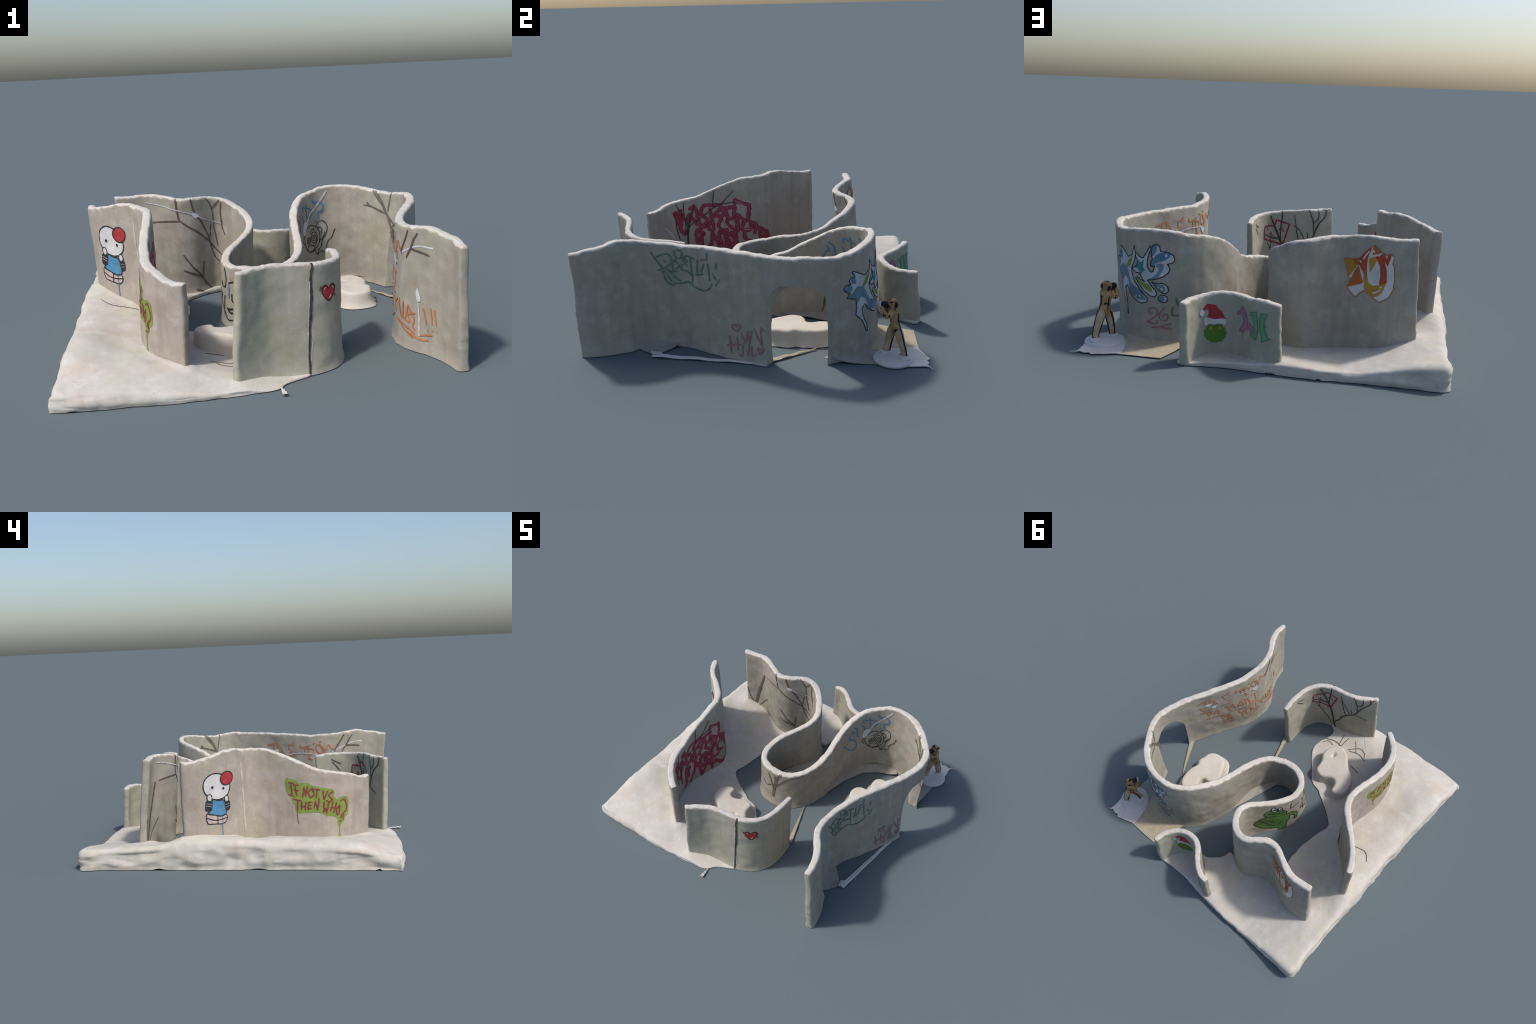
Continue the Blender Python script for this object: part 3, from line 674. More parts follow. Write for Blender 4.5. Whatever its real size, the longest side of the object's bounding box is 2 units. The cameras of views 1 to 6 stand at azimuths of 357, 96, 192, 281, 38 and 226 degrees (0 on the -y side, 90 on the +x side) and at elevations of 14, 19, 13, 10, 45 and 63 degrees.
line(MAROON_P, 0.0085, 3, [(0.492, 0.338), (0.496, 0.272)])
line(MAROON_P, 0.0085, 3, [(0.469, 0.324), (0.471, 0.278)])
line(MAROON_P, 0.0085, 3, [(0.444, 0.327), (0.448, 0.279)])
line(MAROON_P, 0.0085, 3, [(0.47, 0.298), (0.446, 0.301)])
line(MAROON_P, 0.0085, 3, [(0.429, 0.326), (0.431, 0.282)])
line(MAROON_P, 0.0085, 3, [(0.429, 0.326), (0.408, 0.326)])
line(MAROON_P, 0.0085, 3, [(0.429, 0.304), (0.41, 0.306)])
line(MAROON_P, 0.0085, 3, [(0.431, 0.282), (0.409, 0.29)])
line(MAROON_P, 0.0085, 3, [(0.394, 0.289), (0.387, 0.331)])
line(MAROON_P, 0.0085, 3, [(0.387, 0.331), (0.373, 0.278)])
line(MAROON_P, 0.0085, 3, [(0.373, 0.278), (0.362, 0.347)])
line(MAROON_P, 0.0085, 3, [(0.334, 0.324), (0.337, 0.262)])
line(MAROON_P, 0.0085, 3, [(0.337, 0.262), (0.326, 0.287)])
line(MAROON_P, 0.0085, 3, [(0.326, 0.287), (0.321, 0.253)])
line(MAROON_P, 0.0085, 3, [(0.321, 0.253), (0.307, 0.322)])
line(MAROON_P, 0.0085, 3, [(0.283, 0.32), (0.299, 0.268)])
line(MAROON_P, 0.0085, 3, [(0.262, 0.317), (0.282, 0.255)])
line(MAROON_P, 0.0085, 3, [(0.294, 0.29), (0.276, 0.283)])
line(MAROON_P, 0.0085, 3, [(0.244, 0.299), (0.248, 0.249)])
line(MAROON_P, 0.0085, 3, [(0.248, 0.249), (0.261, 0.238)])
line(MAROON_P, 0.0085, 3, [(0.261, 0.238), (0.266, 0.274)])
line(MAROON_P, 0.0085, 3, [(0.266, 0.274), (0.244, 0.299)])
line(MAROON_P, 0.0085, 3, [(0.241, 0.324), (0.218, 0.332), (0.201, 0.294), (0.207, 0.26), (0.231, 0.241), (0.24, 0.218)])
line(MAROON_P, 0.004, 3, [(0.496, 0.272), (0.494, 0.219), (0.492, 0.191)])
line(MAROON_P, 0.004, 3, [(0.22, 0.24), (0.222, 0.2)])
line(MAROON_P, 0.004, 3, [(0.227, 0.238), (0.227, 0.212)])
dot(MAROON_P, 4, (0.244, 0.197), 0.0056)

art('red_lettering', 'kitten', -1)
fill(RED_D, 1, 1, [(0.194, 0.428), (0.264, 0.428), (0.271, 0.357), (0.221, 0.363)])
line(RED_D, 0.026, 1, [(0.259, 0.35), (0.249, 0.307), (0.272, 0.268), (0.3, 0.288)])
line(RED_D, 0.026, 1, [(0.321, 0.447), (0.362, 0.453), (0.378, 0.373), (0.392, 0.321), (0.437, 0.343)])
line(RED_D, 0.026, 1, [(0.303, 0.347), (0.315, 0.406), (0.372, 0.33)])
line(RED_D, 0.026, 1, [(0.394, 0.414), (0.423, 0.466), (0.483, 0.47), (0.544, 0.471), (0.509, 0.416), (0.486, 0.395)])
line(RED_D, 0.026, 1, [(0.394, 0.414), (0.46, 0.336), (0.392, 0.306)])
line(RED_D, 0.026, 1, [(0.466, 0.44), (0.471, 0.395), (0.487, 0.329), (0.48, 0.287), (0.45, 0.298)])
line(RED_D, 0.026, 1, [(0.486, 0.395), (0.544, 0.394), (0.577, 0.424), (0.539, 0.442), (0.629, 0.461)])
line(RED_D, 0.026, 1, [(0.581, 0.435), (0.591, 0.384), (0.626, 0.385), (0.643, 0.462)])
line(RED_D, 0.026, 1, [(0.547, 0.376), (0.523, 0.33), (0.543, 0.294), (0.587, 0.295)])
line(RED_D, 0.026, 1, [(0.59, 0.377), (0.588, 0.339), (0.642, 0.305), (0.647, 0.378)])
line(RED_D, 0.026, 1, [(0.645, 0.513), (0.688, 0.491), (0.737, 0.476)])
line(RED_D, 0.026, 1, [(0.737, 0.476), (0.732, 0.419), (0.724, 0.363)])
line(RED_D, 0.026, 1, [(0.724, 0.363), (0.704, 0.364), (0.652, 0.411), (0.634, 0.407)])
line(RED_D, 0.026, 1, [(0.634, 0.407), (0.645, 0.513)])
line(RED_D, 0.026, 1, [(0.652, 0.411), (0.659, 0.298), (0.605, 0.274)])
line(RED_D, 0.026, 1, [(0.697, 0.349), (0.689, 0.298), (0.744, 0.303), (0.743, 0.351)])
line(RED_D, 0.026, 1, [(0.743, 0.355), (0.777, 0.33), (0.766, 0.275)])
line(RED_D, 0.026, 1, [(0.767, 0.324), (0.849, 0.267), (0.862, 0.215)])
line(RED_D, 0.026, 1, [(0.702, 0.294), (0.707, 0.235), (0.757, 0.207)])
line(RED_D, 0.026, 1, [(0.8, 0.297), (0.804, 0.208)])
line(RED_D, 0.026, 1, [(0.372, 0.269), (0.415, 0.264), (0.388, 0.234), (0.364, 0.201)])
line(RED_D, 0.026, 1, [(0.395, 0.234), (0.399, 0.184)])
line(RED_D, 0.026, 1, [(0.475, 0.271), (0.5, 0.224), (0.52, 0.18)])
line(RED_D, 0.026, 1, [(0.475, 0.264), (0.467, 0.188)])
line(RED_D, 0.026, 1, [(0.524, 0.274), (0.529, 0.229), (0.55, 0.178)])
line(RED_D, 0.026, 1, [(0.543, 0.275), (0.608, 0.259), (0.638, 0.215), (0.589, 0.168)])
line(RED_D, 0.026, 1, [(0.582, 0.251), (0.579, 0.179)])
line(RED_D, 0.026, 1, [(0.644, 0.279), (0.652, 0.2), (0.712, 0.198)])
line(RED_D, 0.026, 1, [(0.394, 0.295), (0.36, 0.273), (0.367, 0.141), (0.335, 0.116)])
line(RED_D, 0.026, 1, [(0.26, 0.44), (0.223, 0.397), (0.255, 0.29)])
line(RED_D, 0.026, 1, [(0.482, 0.26), (0.461, 0.187), (0.409, 0.118)])
line(RED_D, 0.026, 1, [(0.532, 0.286), (0.515, 0.217), (0.532, 0.101)])
line(RED_D, 0.026, 1, [(0.532, 0.101), (0.574, 0.161), (0.567, 0.247)])
line(RED_D, 0.026, 1, [(0.633, 0.225), (0.636, 0.102)])
line(RED_D, 0.026, 1, [(0.665, 0.162), (0.728, 0.095), (0.813, 0.061)])
line(RED_D, 0.026, 1, [(0.813, 0.061), (0.856, 0.12), (0.828, 0.252)])
line(RED_D, 0.026, 1, [(0.591, 0.23), (0.62, 0.147), (0.663, 0.135)])
line(PLUM_P, 0.013, 2, [(0.259, 0.35), (0.249, 0.307), (0.272, 0.268), (0.3, 0.288)])
line(PLUM_P, 0.013, 2, [(0.321, 0.447), (0.362, 0.453), (0.378, 0.373), (0.392, 0.321), (0.437, 0.343)])
line(PLUM_P, 0.013, 2, [(0.303, 0.347), (0.315, 0.406), (0.372, 0.33)])
line(PLUM_P, 0.013, 2, [(0.394, 0.414), (0.423, 0.466), (0.483, 0.47), (0.544, 0.471), (0.509, 0.416), (0.486, 0.395)])
line(PLUM_P, 0.013, 2, [(0.394, 0.414), (0.46, 0.336), (0.392, 0.306)])
line(PLUM_P, 0.013, 2, [(0.466, 0.44), (0.471, 0.395), (0.487, 0.329), (0.48, 0.287), (0.45, 0.298)])
line(PLUM_P, 0.013, 2, [(0.486, 0.395), (0.544, 0.394), (0.577, 0.424), (0.539, 0.442), (0.629, 0.461)])
line(PLUM_P, 0.013, 2, [(0.581, 0.435), (0.591, 0.384), (0.626, 0.385), (0.643, 0.462)])
line(PLUM_P, 0.013, 2, [(0.547, 0.376), (0.523, 0.33), (0.543, 0.294), (0.587, 0.295)])
line(PLUM_P, 0.013, 2, [(0.59, 0.377), (0.588, 0.339), (0.642, 0.305), (0.647, 0.378)])
line(PLUM_P, 0.013, 2, [(0.645, 0.513), (0.688, 0.491), (0.737, 0.476)])
line(PLUM_P, 0.013, 2, [(0.737, 0.476), (0.732, 0.419), (0.724, 0.363)])
line(PLUM_P, 0.013, 2, [(0.724, 0.363), (0.704, 0.364), (0.652, 0.411), (0.634, 0.407)])
line(PLUM_P, 0.013, 2, [(0.634, 0.407), (0.645, 0.513)])
line(PLUM_P, 0.013, 2, [(0.652, 0.411), (0.659, 0.298), (0.605, 0.274)])
line(PLUM_P, 0.013, 2, [(0.697, 0.349), (0.689, 0.298), (0.744, 0.303), (0.743, 0.351)])
line(PLUM_P, 0.013, 2, [(0.743, 0.355), (0.777, 0.33), (0.766, 0.275)])
line(PLUM_P, 0.013, 2, [(0.767, 0.324), (0.849, 0.267), (0.862, 0.215)])
line(PLUM_P, 0.013, 2, [(0.702, 0.294), (0.707, 0.235), (0.757, 0.207)])
line(PLUM_P, 0.013, 2, [(0.8, 0.297), (0.804, 0.208)])
line(PLUM_P, 0.013, 2, [(0.372, 0.269), (0.415, 0.264), (0.388, 0.234), (0.364, 0.201)])
line(PLUM_P, 0.013, 2, [(0.395, 0.234), (0.399, 0.184)])
line(PLUM_P, 0.013, 2, [(0.475, 0.271), (0.5, 0.224), (0.52, 0.18)])
line(PLUM_P, 0.013, 2, [(0.475, 0.264), (0.467, 0.188)])
line(PLUM_P, 0.013, 2, [(0.524, 0.274), (0.529, 0.229), (0.55, 0.178)])
line(PLUM_P, 0.013, 2, [(0.543, 0.275), (0.608, 0.259), (0.638, 0.215), (0.589, 0.168)])
line(PLUM_P, 0.013, 2, [(0.582, 0.251), (0.579, 0.179)])
line(PLUM_P, 0.013, 2, [(0.644, 0.279), (0.652, 0.2), (0.712, 0.198)])
line(PLUM_P, 0.013, 2, [(0.394, 0.295), (0.36, 0.273), (0.367, 0.141), (0.335, 0.116)])
line(PLUM_P, 0.013, 2, [(0.26, 0.44), (0.223, 0.397), (0.255, 0.29)])
line(PLUM_P, 0.013, 2, [(0.482, 0.26), (0.461, 0.187), (0.409, 0.118)])
line(PLUM_P, 0.013, 2, [(0.532, 0.286), (0.515, 0.217), (0.532, 0.101)])
line(PLUM_P, 0.013, 2, [(0.532, 0.101), (0.574, 0.161), (0.567, 0.247)])
line(PLUM_P, 0.013, 2, [(0.633, 0.225), (0.636, 0.102)])
line(PLUM_P, 0.013, 2, [(0.665, 0.162), (0.728, 0.095), (0.813, 0.061)])
line(PLUM_P, 0.013, 2, [(0.813, 0.061), (0.856, 0.12), (0.828, 0.252)])
line(PLUM_P, 0.013, 2, [(0.591, 0.23), (0.62, 0.147), (0.663, 0.135)])
line(PINK_W, 0.004, 4, [(0.648, 0.507), (0.694, 0.482)])
line(PINK_W, 0.004, 4, [(0.64, 0.367), (0.636, 0.312)])
line(PINK_W, 0.004, 4, [(0.702, 0.301), (0.744, 0.301)])
line(PINK_W, 0.004, 4, [(0.51, 0.431), (0.529, 0.463)])

art('branching_lines', 'kitten', -1)
line(DARK_LINE, 0.016, 3, [(0.296, 0.193), (0.303, 0.306), (0.324, 0.375), (0.356, 0.472)])
line(DARK_LINE, 0.007, 3, [(0.313, 0.317), (0.407, 0.388), (0.482, 0.444), (0.551, 0.485), (0.634, 0.574)])
line(DARK_LINE, 0.007, 3, [(0.295, 0.329), (0.263, 0.41), (0.217, 0.488)])
line(DARK_LINE, 0.007, 3, [(0.291, 0.333), (0.278, 0.427), (0.279, 0.49)])
line(DARK_LINE, 0.007, 3, [(0.24, 0.226), (0.222, 0.314), (0.21, 0.387)])
line(DARK_LINE, 0.007, 3, [(0.489, 0.448), (0.495, 0.575)])
line(DARK_LINE, 0.007, 3, [(0.54, 0.481), (0.62, 0.494), (0.634, 0.491)])
line(DARK_LINE, 0.007, 3, [(0.283, 0.252), (0.286, 0.363)])
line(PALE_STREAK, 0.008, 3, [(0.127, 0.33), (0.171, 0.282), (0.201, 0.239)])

art('branching_lines', 'serpentine', +1)
line(GREY_LINE, 0.022, 3, [(2.943, 0.082), (2.929, 0.175), (2.904, 0.281), (2.878, 0.33)])
line(GREY_LINE, 0.01, 3, [(2.91, 0.202), (2.855, 0.275), (2.798, 0.31), (2.736, 0.334)])
line(GREY_LINE, 0.01, 3, [(2.937, 0.176), (2.961, 0.256), (2.976, 0.305)])
line(GREY_LINE, 0.01, 3, [(2.958, 0.188), (2.995, 0.164), (3.034, 0.187)])
line(GREY_LINE, 0.01, 3, [(2.919, 0.211), (2.921, 0.27), (2.928, 0.301)])

art('orange_lettering', 'serpentine', +1)
line(ORANGE_P, 0.0075, 3, [(0.992, 0.497), (0.915, 0.511)])
line(ORANGE_P, 0.0075, 3, [(0.935, 0.506), (0.927, 0.424), (0.959, 0.399), (0.98, 0.433)])
line(ORANGE_P, 0.0075, 3, [(0.888, 0.408), (0.896, 0.519)])
line(ORANGE_P, 0.0075, 3, [(0.896, 0.519), (0.839, 0.431)])
line(ORANGE_P, 0.0075, 3, [(0.885, 0.448), (0.857, 0.442)])
line(ORANGE_P, 0.0075, 3, [(0.953, 0.38), (0.895, 0.387)])
line(ORANGE_P, 0.0075, 3, [(0.749, 0.527), (0.753, 0.507)])
line(ORANGE_P, 0.0075, 3, [(0.753, 0.507), (0.792, 0.505)])
line(ORANGE_P, 0.0075, 3, [(0.792, 0.505), (0.792, 0.474)])
line(ORANGE_P, 0.0075, 3, [(0.792, 0.474), (0.763, 0.455)])
line(ORANGE_P, 0.0075, 3, [(0.763, 0.455), (0.789, 0.443)])
line(ORANGE_P, 0.0075, 3, [(0.789, 0.418), (0.729, 0.422)])
line(ORANGE_P, 0.0075, 3, [(0.812, 0.384), (0.722, 0.391)])
line(ORANGE_P, 0.0075, 3, [(0.691, 0.507), (0.68, 0.487), (0.61, 0.503)])
line(ORANGE_P, 0.0075, 3, [(0.65, 0.493), (0.651, 0.432)])
line(ORANGE_P, 0.0075, 3, [(0.636, 0.486), (0.58, 0.47), (0.598, 0.433), (0.625, 0.448)])
line(ORANGE_P, 0.0075, 3, [(0.623, 0.479), (0.613, 0.405)])
line(ORANGE_P, 0.0075, 3, [(0.621, 0.401), (0.592, 0.394)])
line(ORANGE_P, 0.0075, 3, [(0.559, 0.505), (0.535, 0.515), (0.514, 0.466), (0.524, 0.442), (0.553, 0.458), (0.564, 0.496), (0.559, 0.505)])
line(ORANGE_P, 0.0075, 3, [(0.516, 0.497), (0.498, 0.475), (0.477, 0.482)])
line(ORANGE_P, 0.0075, 3, [(0.503, 0.483), (0.492, 0.42)])
line(ORANGE_P, 0.0075, 3, [(0.476, 0.488), (0.469, 0.514), (0.438, 0.474), (0.419, 0.493)])
line(ORANGE_P, 0.0075, 3, [(0.977, 0.36), (0.889, 0.336)])
line(ORANGE_P, 0.0075, 3, [(0.889, 0.336), (0.914, 0.306), (0.93, 0.306)])
line(ORANGE_P, 0.0075, 3, [(0.943, 0.347), (0.919, 0.281)])
line(ORANGE_P, 0.0075, 3, [(0.881, 0.293), (0.859, 0.348)])
line(ORANGE_P, 0.0075, 3, [(0.859, 0.348), (0.83, 0.286)])
line(ORANGE_P, 0.0075, 3, [(0.83, 0.286), (0.869, 0.304)])
line(ORANGE_P, 0.0075, 3, [(0.941, 0.254), (0.845, 0.251)])
line(ORANGE_P, 0.0075, 3, [(0.786, 0.357), (0.742, 0.264)])
line(ORANGE_P, 0.0075, 3, [(0.728, 0.36), (0.71, 0.282)])
line(ORANGE_P, 0.0075, 3, [(0.777, 0.316), (0.719, 0.329)])
line(ORANGE_P, 0.0075, 3, [(0.684, 0.293), (0.663, 0.363)])
line(ORANGE_P, 0.0075, 3, [(0.663, 0.363), (0.635, 0.289)])
line(ORANGE_P, 0.0075, 3, [(0.635, 0.289), (0.687, 0.31)])
line(ORANGE_P, 0.0075, 3, [(0.651, 0.362), (0.604, 0.343)])
line(ORANGE_P, 0.0075, 3, [(0.627, 0.353), (0.617, 0.273)])
line(ORANGE_P, 0.0075, 3, [(0.604, 0.346), (0.584, 0.256)])
line(ORANGE_P, 0.0075, 3, [(0.59, 0.298), (0.571, 0.292)])
line(ORANGE_P, 0.0075, 3, [(0.584, 0.256), (0.544, 0.256)])
line(ORANGE_P, 0.0075, 3, [(0.568, 0.35), (0.5, 0.344)])
line(ORANGE_P, 0.0075, 3, [(0.537, 0.342), (0.532, 0.273)])
line(ORANGE_P, 0.0075, 3, [(0.735, 0.256), (0.62, 0.245)])
line(ORANGE_P, 0.0075, 3, [(0.599, 0.237), (0.515, 0.241)])
line(ORANGE_P, 0.0075, 3, [(0.855, 0.253), (0.78, 0.214)])
line(ORANGE_P, 0.0075, 3, [(0.78, 0.214), (0.818, 0.179)])
line(ORANGE_P, 0.0075, 3, [(0.826, 0.23), (0.802, 0.135)])
line(ORANGE_P, 0.0075, 3, [(0.784, 0.145), (0.76, 0.227)])
line(ORANGE_P, 0.0075, 3, [(0.76, 0.227), (0.739, 0.144)])
line(ORANGE_P, 0.0075, 3, [(0.739, 0.144), (0.776, 0.171)])
line(ORANGE_P, 0.0075, 3, [(0.827, 0.107), (0.726, 0.121)])
line(ORANGE_P, 0.0075, 3, [(0.688, 0.225), (0.661, 0.184), (0.629, 0.221)])
line(ORANGE_P, 0.0075, 3, [(0.661, 0.184), (0.656, 0.125)])
line(ORANGE_P, 0.0075, 3, [(0.622, 0.138), (0.63, 0.184), (0.609, 0.212), (0.584, 0.181), (0.592, 0.135), (0.622, 0.138)])
line(ORANGE_P, 0.0075, 3, [(0.587, 0.207), (0.572, 0.163), (0.539, 0.169), (0.541, 0.219)])
line(ORANGE_P, 0.0075, 3, [(0.65, 0.097), (0.612, 0.081), (0.509, 0.139)])
line(ORANGE_P, 0.0075, 3, [(0.517, 0.222), (0.494, 0.205), (0.454, 0.229)])
line(ORANGE_P, 0.0075, 3, [(0.491, 0.202), (0.481, 0.159)])
line(ORANGE_P, 0.0075, 3, [(0.435, 0.224), (0.427, 0.166), (0.389, 0.142)])
line(ORANGE_P, 0.0075, 3, [(0.459, 0.131), (0.337, 0.066)])
dot(ORANGE_P, 4, (0.577, 0.522), 0.0070)
dot(ORANGE_P, 4, (0.528, 0.536), 0.0062)
dot(ORANGE_P, 4, (0.849, 0.387), 0.0071)
dot(ORANGE_P, 4, (0.763, 0.248), 0.0072)
line(ORANGE_P, 0.0085, 3, [(0.435, 0.236), (0.424, 0.162), (0.407, 0.152), (0.394, 0.229)])
line(ORANGE_P, 0.0085, 3, [(0.363, 0.22), (0.386, 0.144)])
line(ORANGE_P, 0.0085, 3, [(0.386, 0.144), (0.356, 0.138), (0.371, 0.174)])
line(ORANGE_P, 0.0085, 3, [(0.371, 0.174), (0.345, 0.186), (0.36, 0.218)])
line(ORANGE_P, 0.0085, 3, [(0.323, 0.19), (0.345, 0.184)])
line(ORANGE_P, 0.0085, 3, [(0.339, 0.183), (0.328, 0.155), (0.336, 0.123), (0.323, 0.109)])
line(ORANGE_P, 0.0085, 3, [(0.277, 0.225), (0.261, 0.156)])
line(ORANGE_P, 0.0085, 3, [(0.232, 0.235), (0.225, 0.162)])
line(ORANGE_P, 0.0085, 3, [(0.209, 0.231), (0.202, 0.161)])
line(ORANGE_P, 0.0085, 3, [(0.441, 0.128), (0.374, 0.109), (0.326, 0.09)])
line(ORANGE_P, 0.0085, 3, [(0.374, 0.088), (0.326, 0.075), (0.285, 0.066), (0.259, 0.071)])
line(ORANGE_P, 0.0085, 3, [(0.295, 0.088), (0.231, 0.104)])
dot(ORANGE_P, 4, (0.255, 0.123), 0.0039)
dot(ORANGE_P, 4, (0.225, 0.129), 0.0039)
dot(ORANGE_P, 4, (0.199, 0.131), 0.0034)
line(PALE_STREAK, 0.006, 4, [(1.063, 0.457), (0.966, 0.45), (0.887, 0.421), (0.801, 0.423), (0.714, 0.441), (0.597, 0.439), (0.531, 0.421), (0.48, 0.399)])
fill(PALE_STREAK, 4, 1, [(0.894, 0.397), (0.871, 0.42), (0.845, 0.42), (0.862, 0.385)])
fill(PALE_STREAK, 4, 1, [(0.937, 0.453), (0.895, 0.467), (0.889, 0.439), (0.927, 0.431)])
fill(PALE_STREAK, 4, 1, [(0.561, 0.424), (0.535, 0.433), (0.501, 0.409), (0.523, 0.383)])
line(PALE_STREAK, 0.007, 4, [(0.3, 0.246), (0.299, 0.183), (0.301, 0.086)])
fill(PALE_STREAK, 4, 1, [(0.3, 0.321), (0.293, 0.298), (0.287, 0.272), (0.289, 0.256), (0.303, 0.253), (0.308, 0.272), (0.31, 0.302)])
line(REDDISH_LINE, 0.01, 3, [(0.354, 0.586), (0.388, 0.523), (0.422, 0.463)])  # branch shadows drawn as reddish strokes on the inner face
line(REDDISH_LINE, 0.01, 3, [(0.292, 0.581), (0.335, 0.506), (0.365, 0.452)])
line(REDDISH_LINE, 0.01, 3, [(0.335, 0.504), (0.227, 0.49)])
line(PALE_STREAK, 0.008, 1, [(0.439, 0.455), (0.335, 0.506), (0.274, 0.525), (0.21, 0.525)])

art('green_scribble', 'serpentine', -1)
line(GREEN_D, 0.0085, 3, [(0.434, 0.543), (0.466, 0.495), (0.499, 0.452), (0.54, 0.382)])
line(GREEN_D, 0.0085, 3, [(0.462, 0.518), (0.497, 0.531), (0.532, 0.536), (0.548, 0.512), (0.541, 0.482), (0.503, 0.456), (0.472, 0.444)])
line(GREEN_D, 0.0085, 3, [(0.495, 0.437), (0.506, 0.393), (0.523, 0.37), (0.552, 0.36)])
line(GREEN_D, 0.0085, 3, [(0.518, 0.456), (0.554, 0.415), (0.592, 0.388)])
line(GREEN_D, 0.0085, 3, [(0.566, 0.556), (0.57, 0.526), (0.593, 0.514), (0.611, 0.534), (0.607, 0.559), (0.584, 0.561)])
line(GREEN_D, 0.0085, 3, [(0.572, 0.507), (0.553, 0.483), (0.554, 0.435)])
line(GREEN_D, 0.0085, 3, [(0.572, 0.497), (0.596, 0.472), (0.612, 0.458)])
line(GREEN_D, 0.0085, 3, [(0.571, 0.455), (0.616, 0.485)])
line(GREEN_D, 0.0085, 3, [(0.61, 0.515), (0.64, 0.533), (0.685, 0.519)])
line(GREEN_D, 0.0085, 3, [(0.611, 0.513), (0.641, 0.478)])
line(GREEN_D, 0.0085, 3, [(0.627, 0.52), (0.644, 0.499)])
line(GREEN_D, 0.0085, 3, [(0.663, 0.522), (0.665, 0.485), (0.665, 0.452), (0.671, 0.426), (0.67, 0.388)])
line(GREEN_D, 0.0085, 3, [(0.541, 0.44), (0.576, 0.442)])
line(GREEN_D, 0.0085, 3, [(0.602, 0.452), (0.641, 0.447), (0.667, 0.426)])
line(GREEN_D, 0.0085, 3, [(0.706, 0.518), (0.702, 0.446)])
line(GREEN_D, 0.0085, 3, [(0.743, 0.501), (0.728, 0.457)])
line(GREEN_D, 0.0085, 3, [(0.727, 0.521), (0.763, 0.529), (0.767, 0.56)])
line(GREEN_D, 0.0085, 3, [(0.692, 0.433), (0.736, 0.443)])
line(GREEN_D, 0.0085, 3, [(0.769, 0.505), (0.775, 0.46), (0.778, 0.414)])
line(GREEN_D, 0.0085, 3, [(0.823, 0.515), (0.821, 0.487)])
line(GREEN_D, 0.0085, 3, [(0.558, 0.371), (0.603, 0.374), (0.649, 0.389), (0.685, 0.363), (0.736, 0.352), (0.778, 0.371), (0.794, 0.399)])
line(GREEN_D, 0.0085, 3, [(0.799, 0.455), (0.817, 0.43)])
line(GREEN_D, 0.0085, 3, [(0.841, 0.432), (0.818, 0.394)])
dot(GREEN_D, 4, (0.508, 0.496), 0.0073)

art('pink_scribble', 'serpentine', -1)
line(PINK_D, 0.0075, 3, [(0.944, 0.161), (0.917, 0.178), (0.914, 0.192), (0.929, 0.198), (0.939, 0.189), (0.953, 0.207), (0.964, 0.198), (0.956, 0.179), (0.944, 0.161)])
line(PINK_D, 0.0075, 3, [(0.896, 0.13), (0.902, 0.083), (0.907, 0.034)])
line(PINK_D, 0.0075, 3, [(0.878, 0.071), (0.965, 0.093)])
line(PINK_D, 0.0075, 3, [(0.943, 0.129), (0.948, 0.057)])
line(PINK_D, 0.0075, 3, [(0.967, 0.159), (0.992, 0.117), (1.004, 0.176)])
line(PINK_D, 0.0075, 3, [(1.004, 0.176), (1.005, 0.134), (0.98, 0.1)])
line(PINK_D, 0.0075, 3, [(1.03, 0.182), (1.011, 0.092)])
line(PINK_D, 0.0075, 3, [(1.045, 0.199), (1.067, 0.146), (1.088, 0.111)])
line(PINK_D, 0.0075, 3, [(1.088, 0.111), (1.08, 0.205), (1.098, 0.194)])
line(PINK_D, 0.0075, 3, [(0.976, 0.092), (0.973, 0.031), (0.953, 0.04)])
line(PINK_D, 0.0075, 3, [(1.014, 0.086), (1.007, 0.041)])
line(PINK_D, 0.0075, 3, [(1.029, 0.096), (1.033, 0.044), (1.056, 0.063)])
line(PINK_D, 0.0075, 3, [(1.078, 0.061), (1.063, 0.085), (1.07, 0.096), (1.081, 0.086), (1.092, 0.1), (1.1, 0.092), (1.078, 0.061)])

art('number_scribble', 'serpentine', -1)
line(PINK_D, 0.007, 3, [(1.808, 0.159), (1.79, 0.173), (1.801, 0.19), (1.829, 0.194), (1.839, 0.174), (1.829, 0.151), (1.781, 0.112)])
line(PINK_D, 0.007, 3, [(1.781, 0.112), (1.837, 0.11), (1.834, 0.127)])
line(PINK_D, 0.007, 3, [(1.874, 0.205), (1.849, 0.168), (1.85, 0.14), (1.875, 0.128), (1.89, 0.15), (1.881, 0.167), (1.862, 0.158), (1.869, 0.147)])
line(PINK_D, 0.007, 3, [(1.807, 0.086), (1.844, 0.093), (1.906, 0.116)])
line(PINK_D, 0.007, 3, [(1.86, 0.09), (1.909, 0.086)])
line(GREEN_D, 0.008, 3, [(1.928, 0.257), (1.938, 0.215)])
line(GREEN_D, 0.008, 3, [(1.912, 0.204), (1.91, 0.165), (1.941, 0.16)])

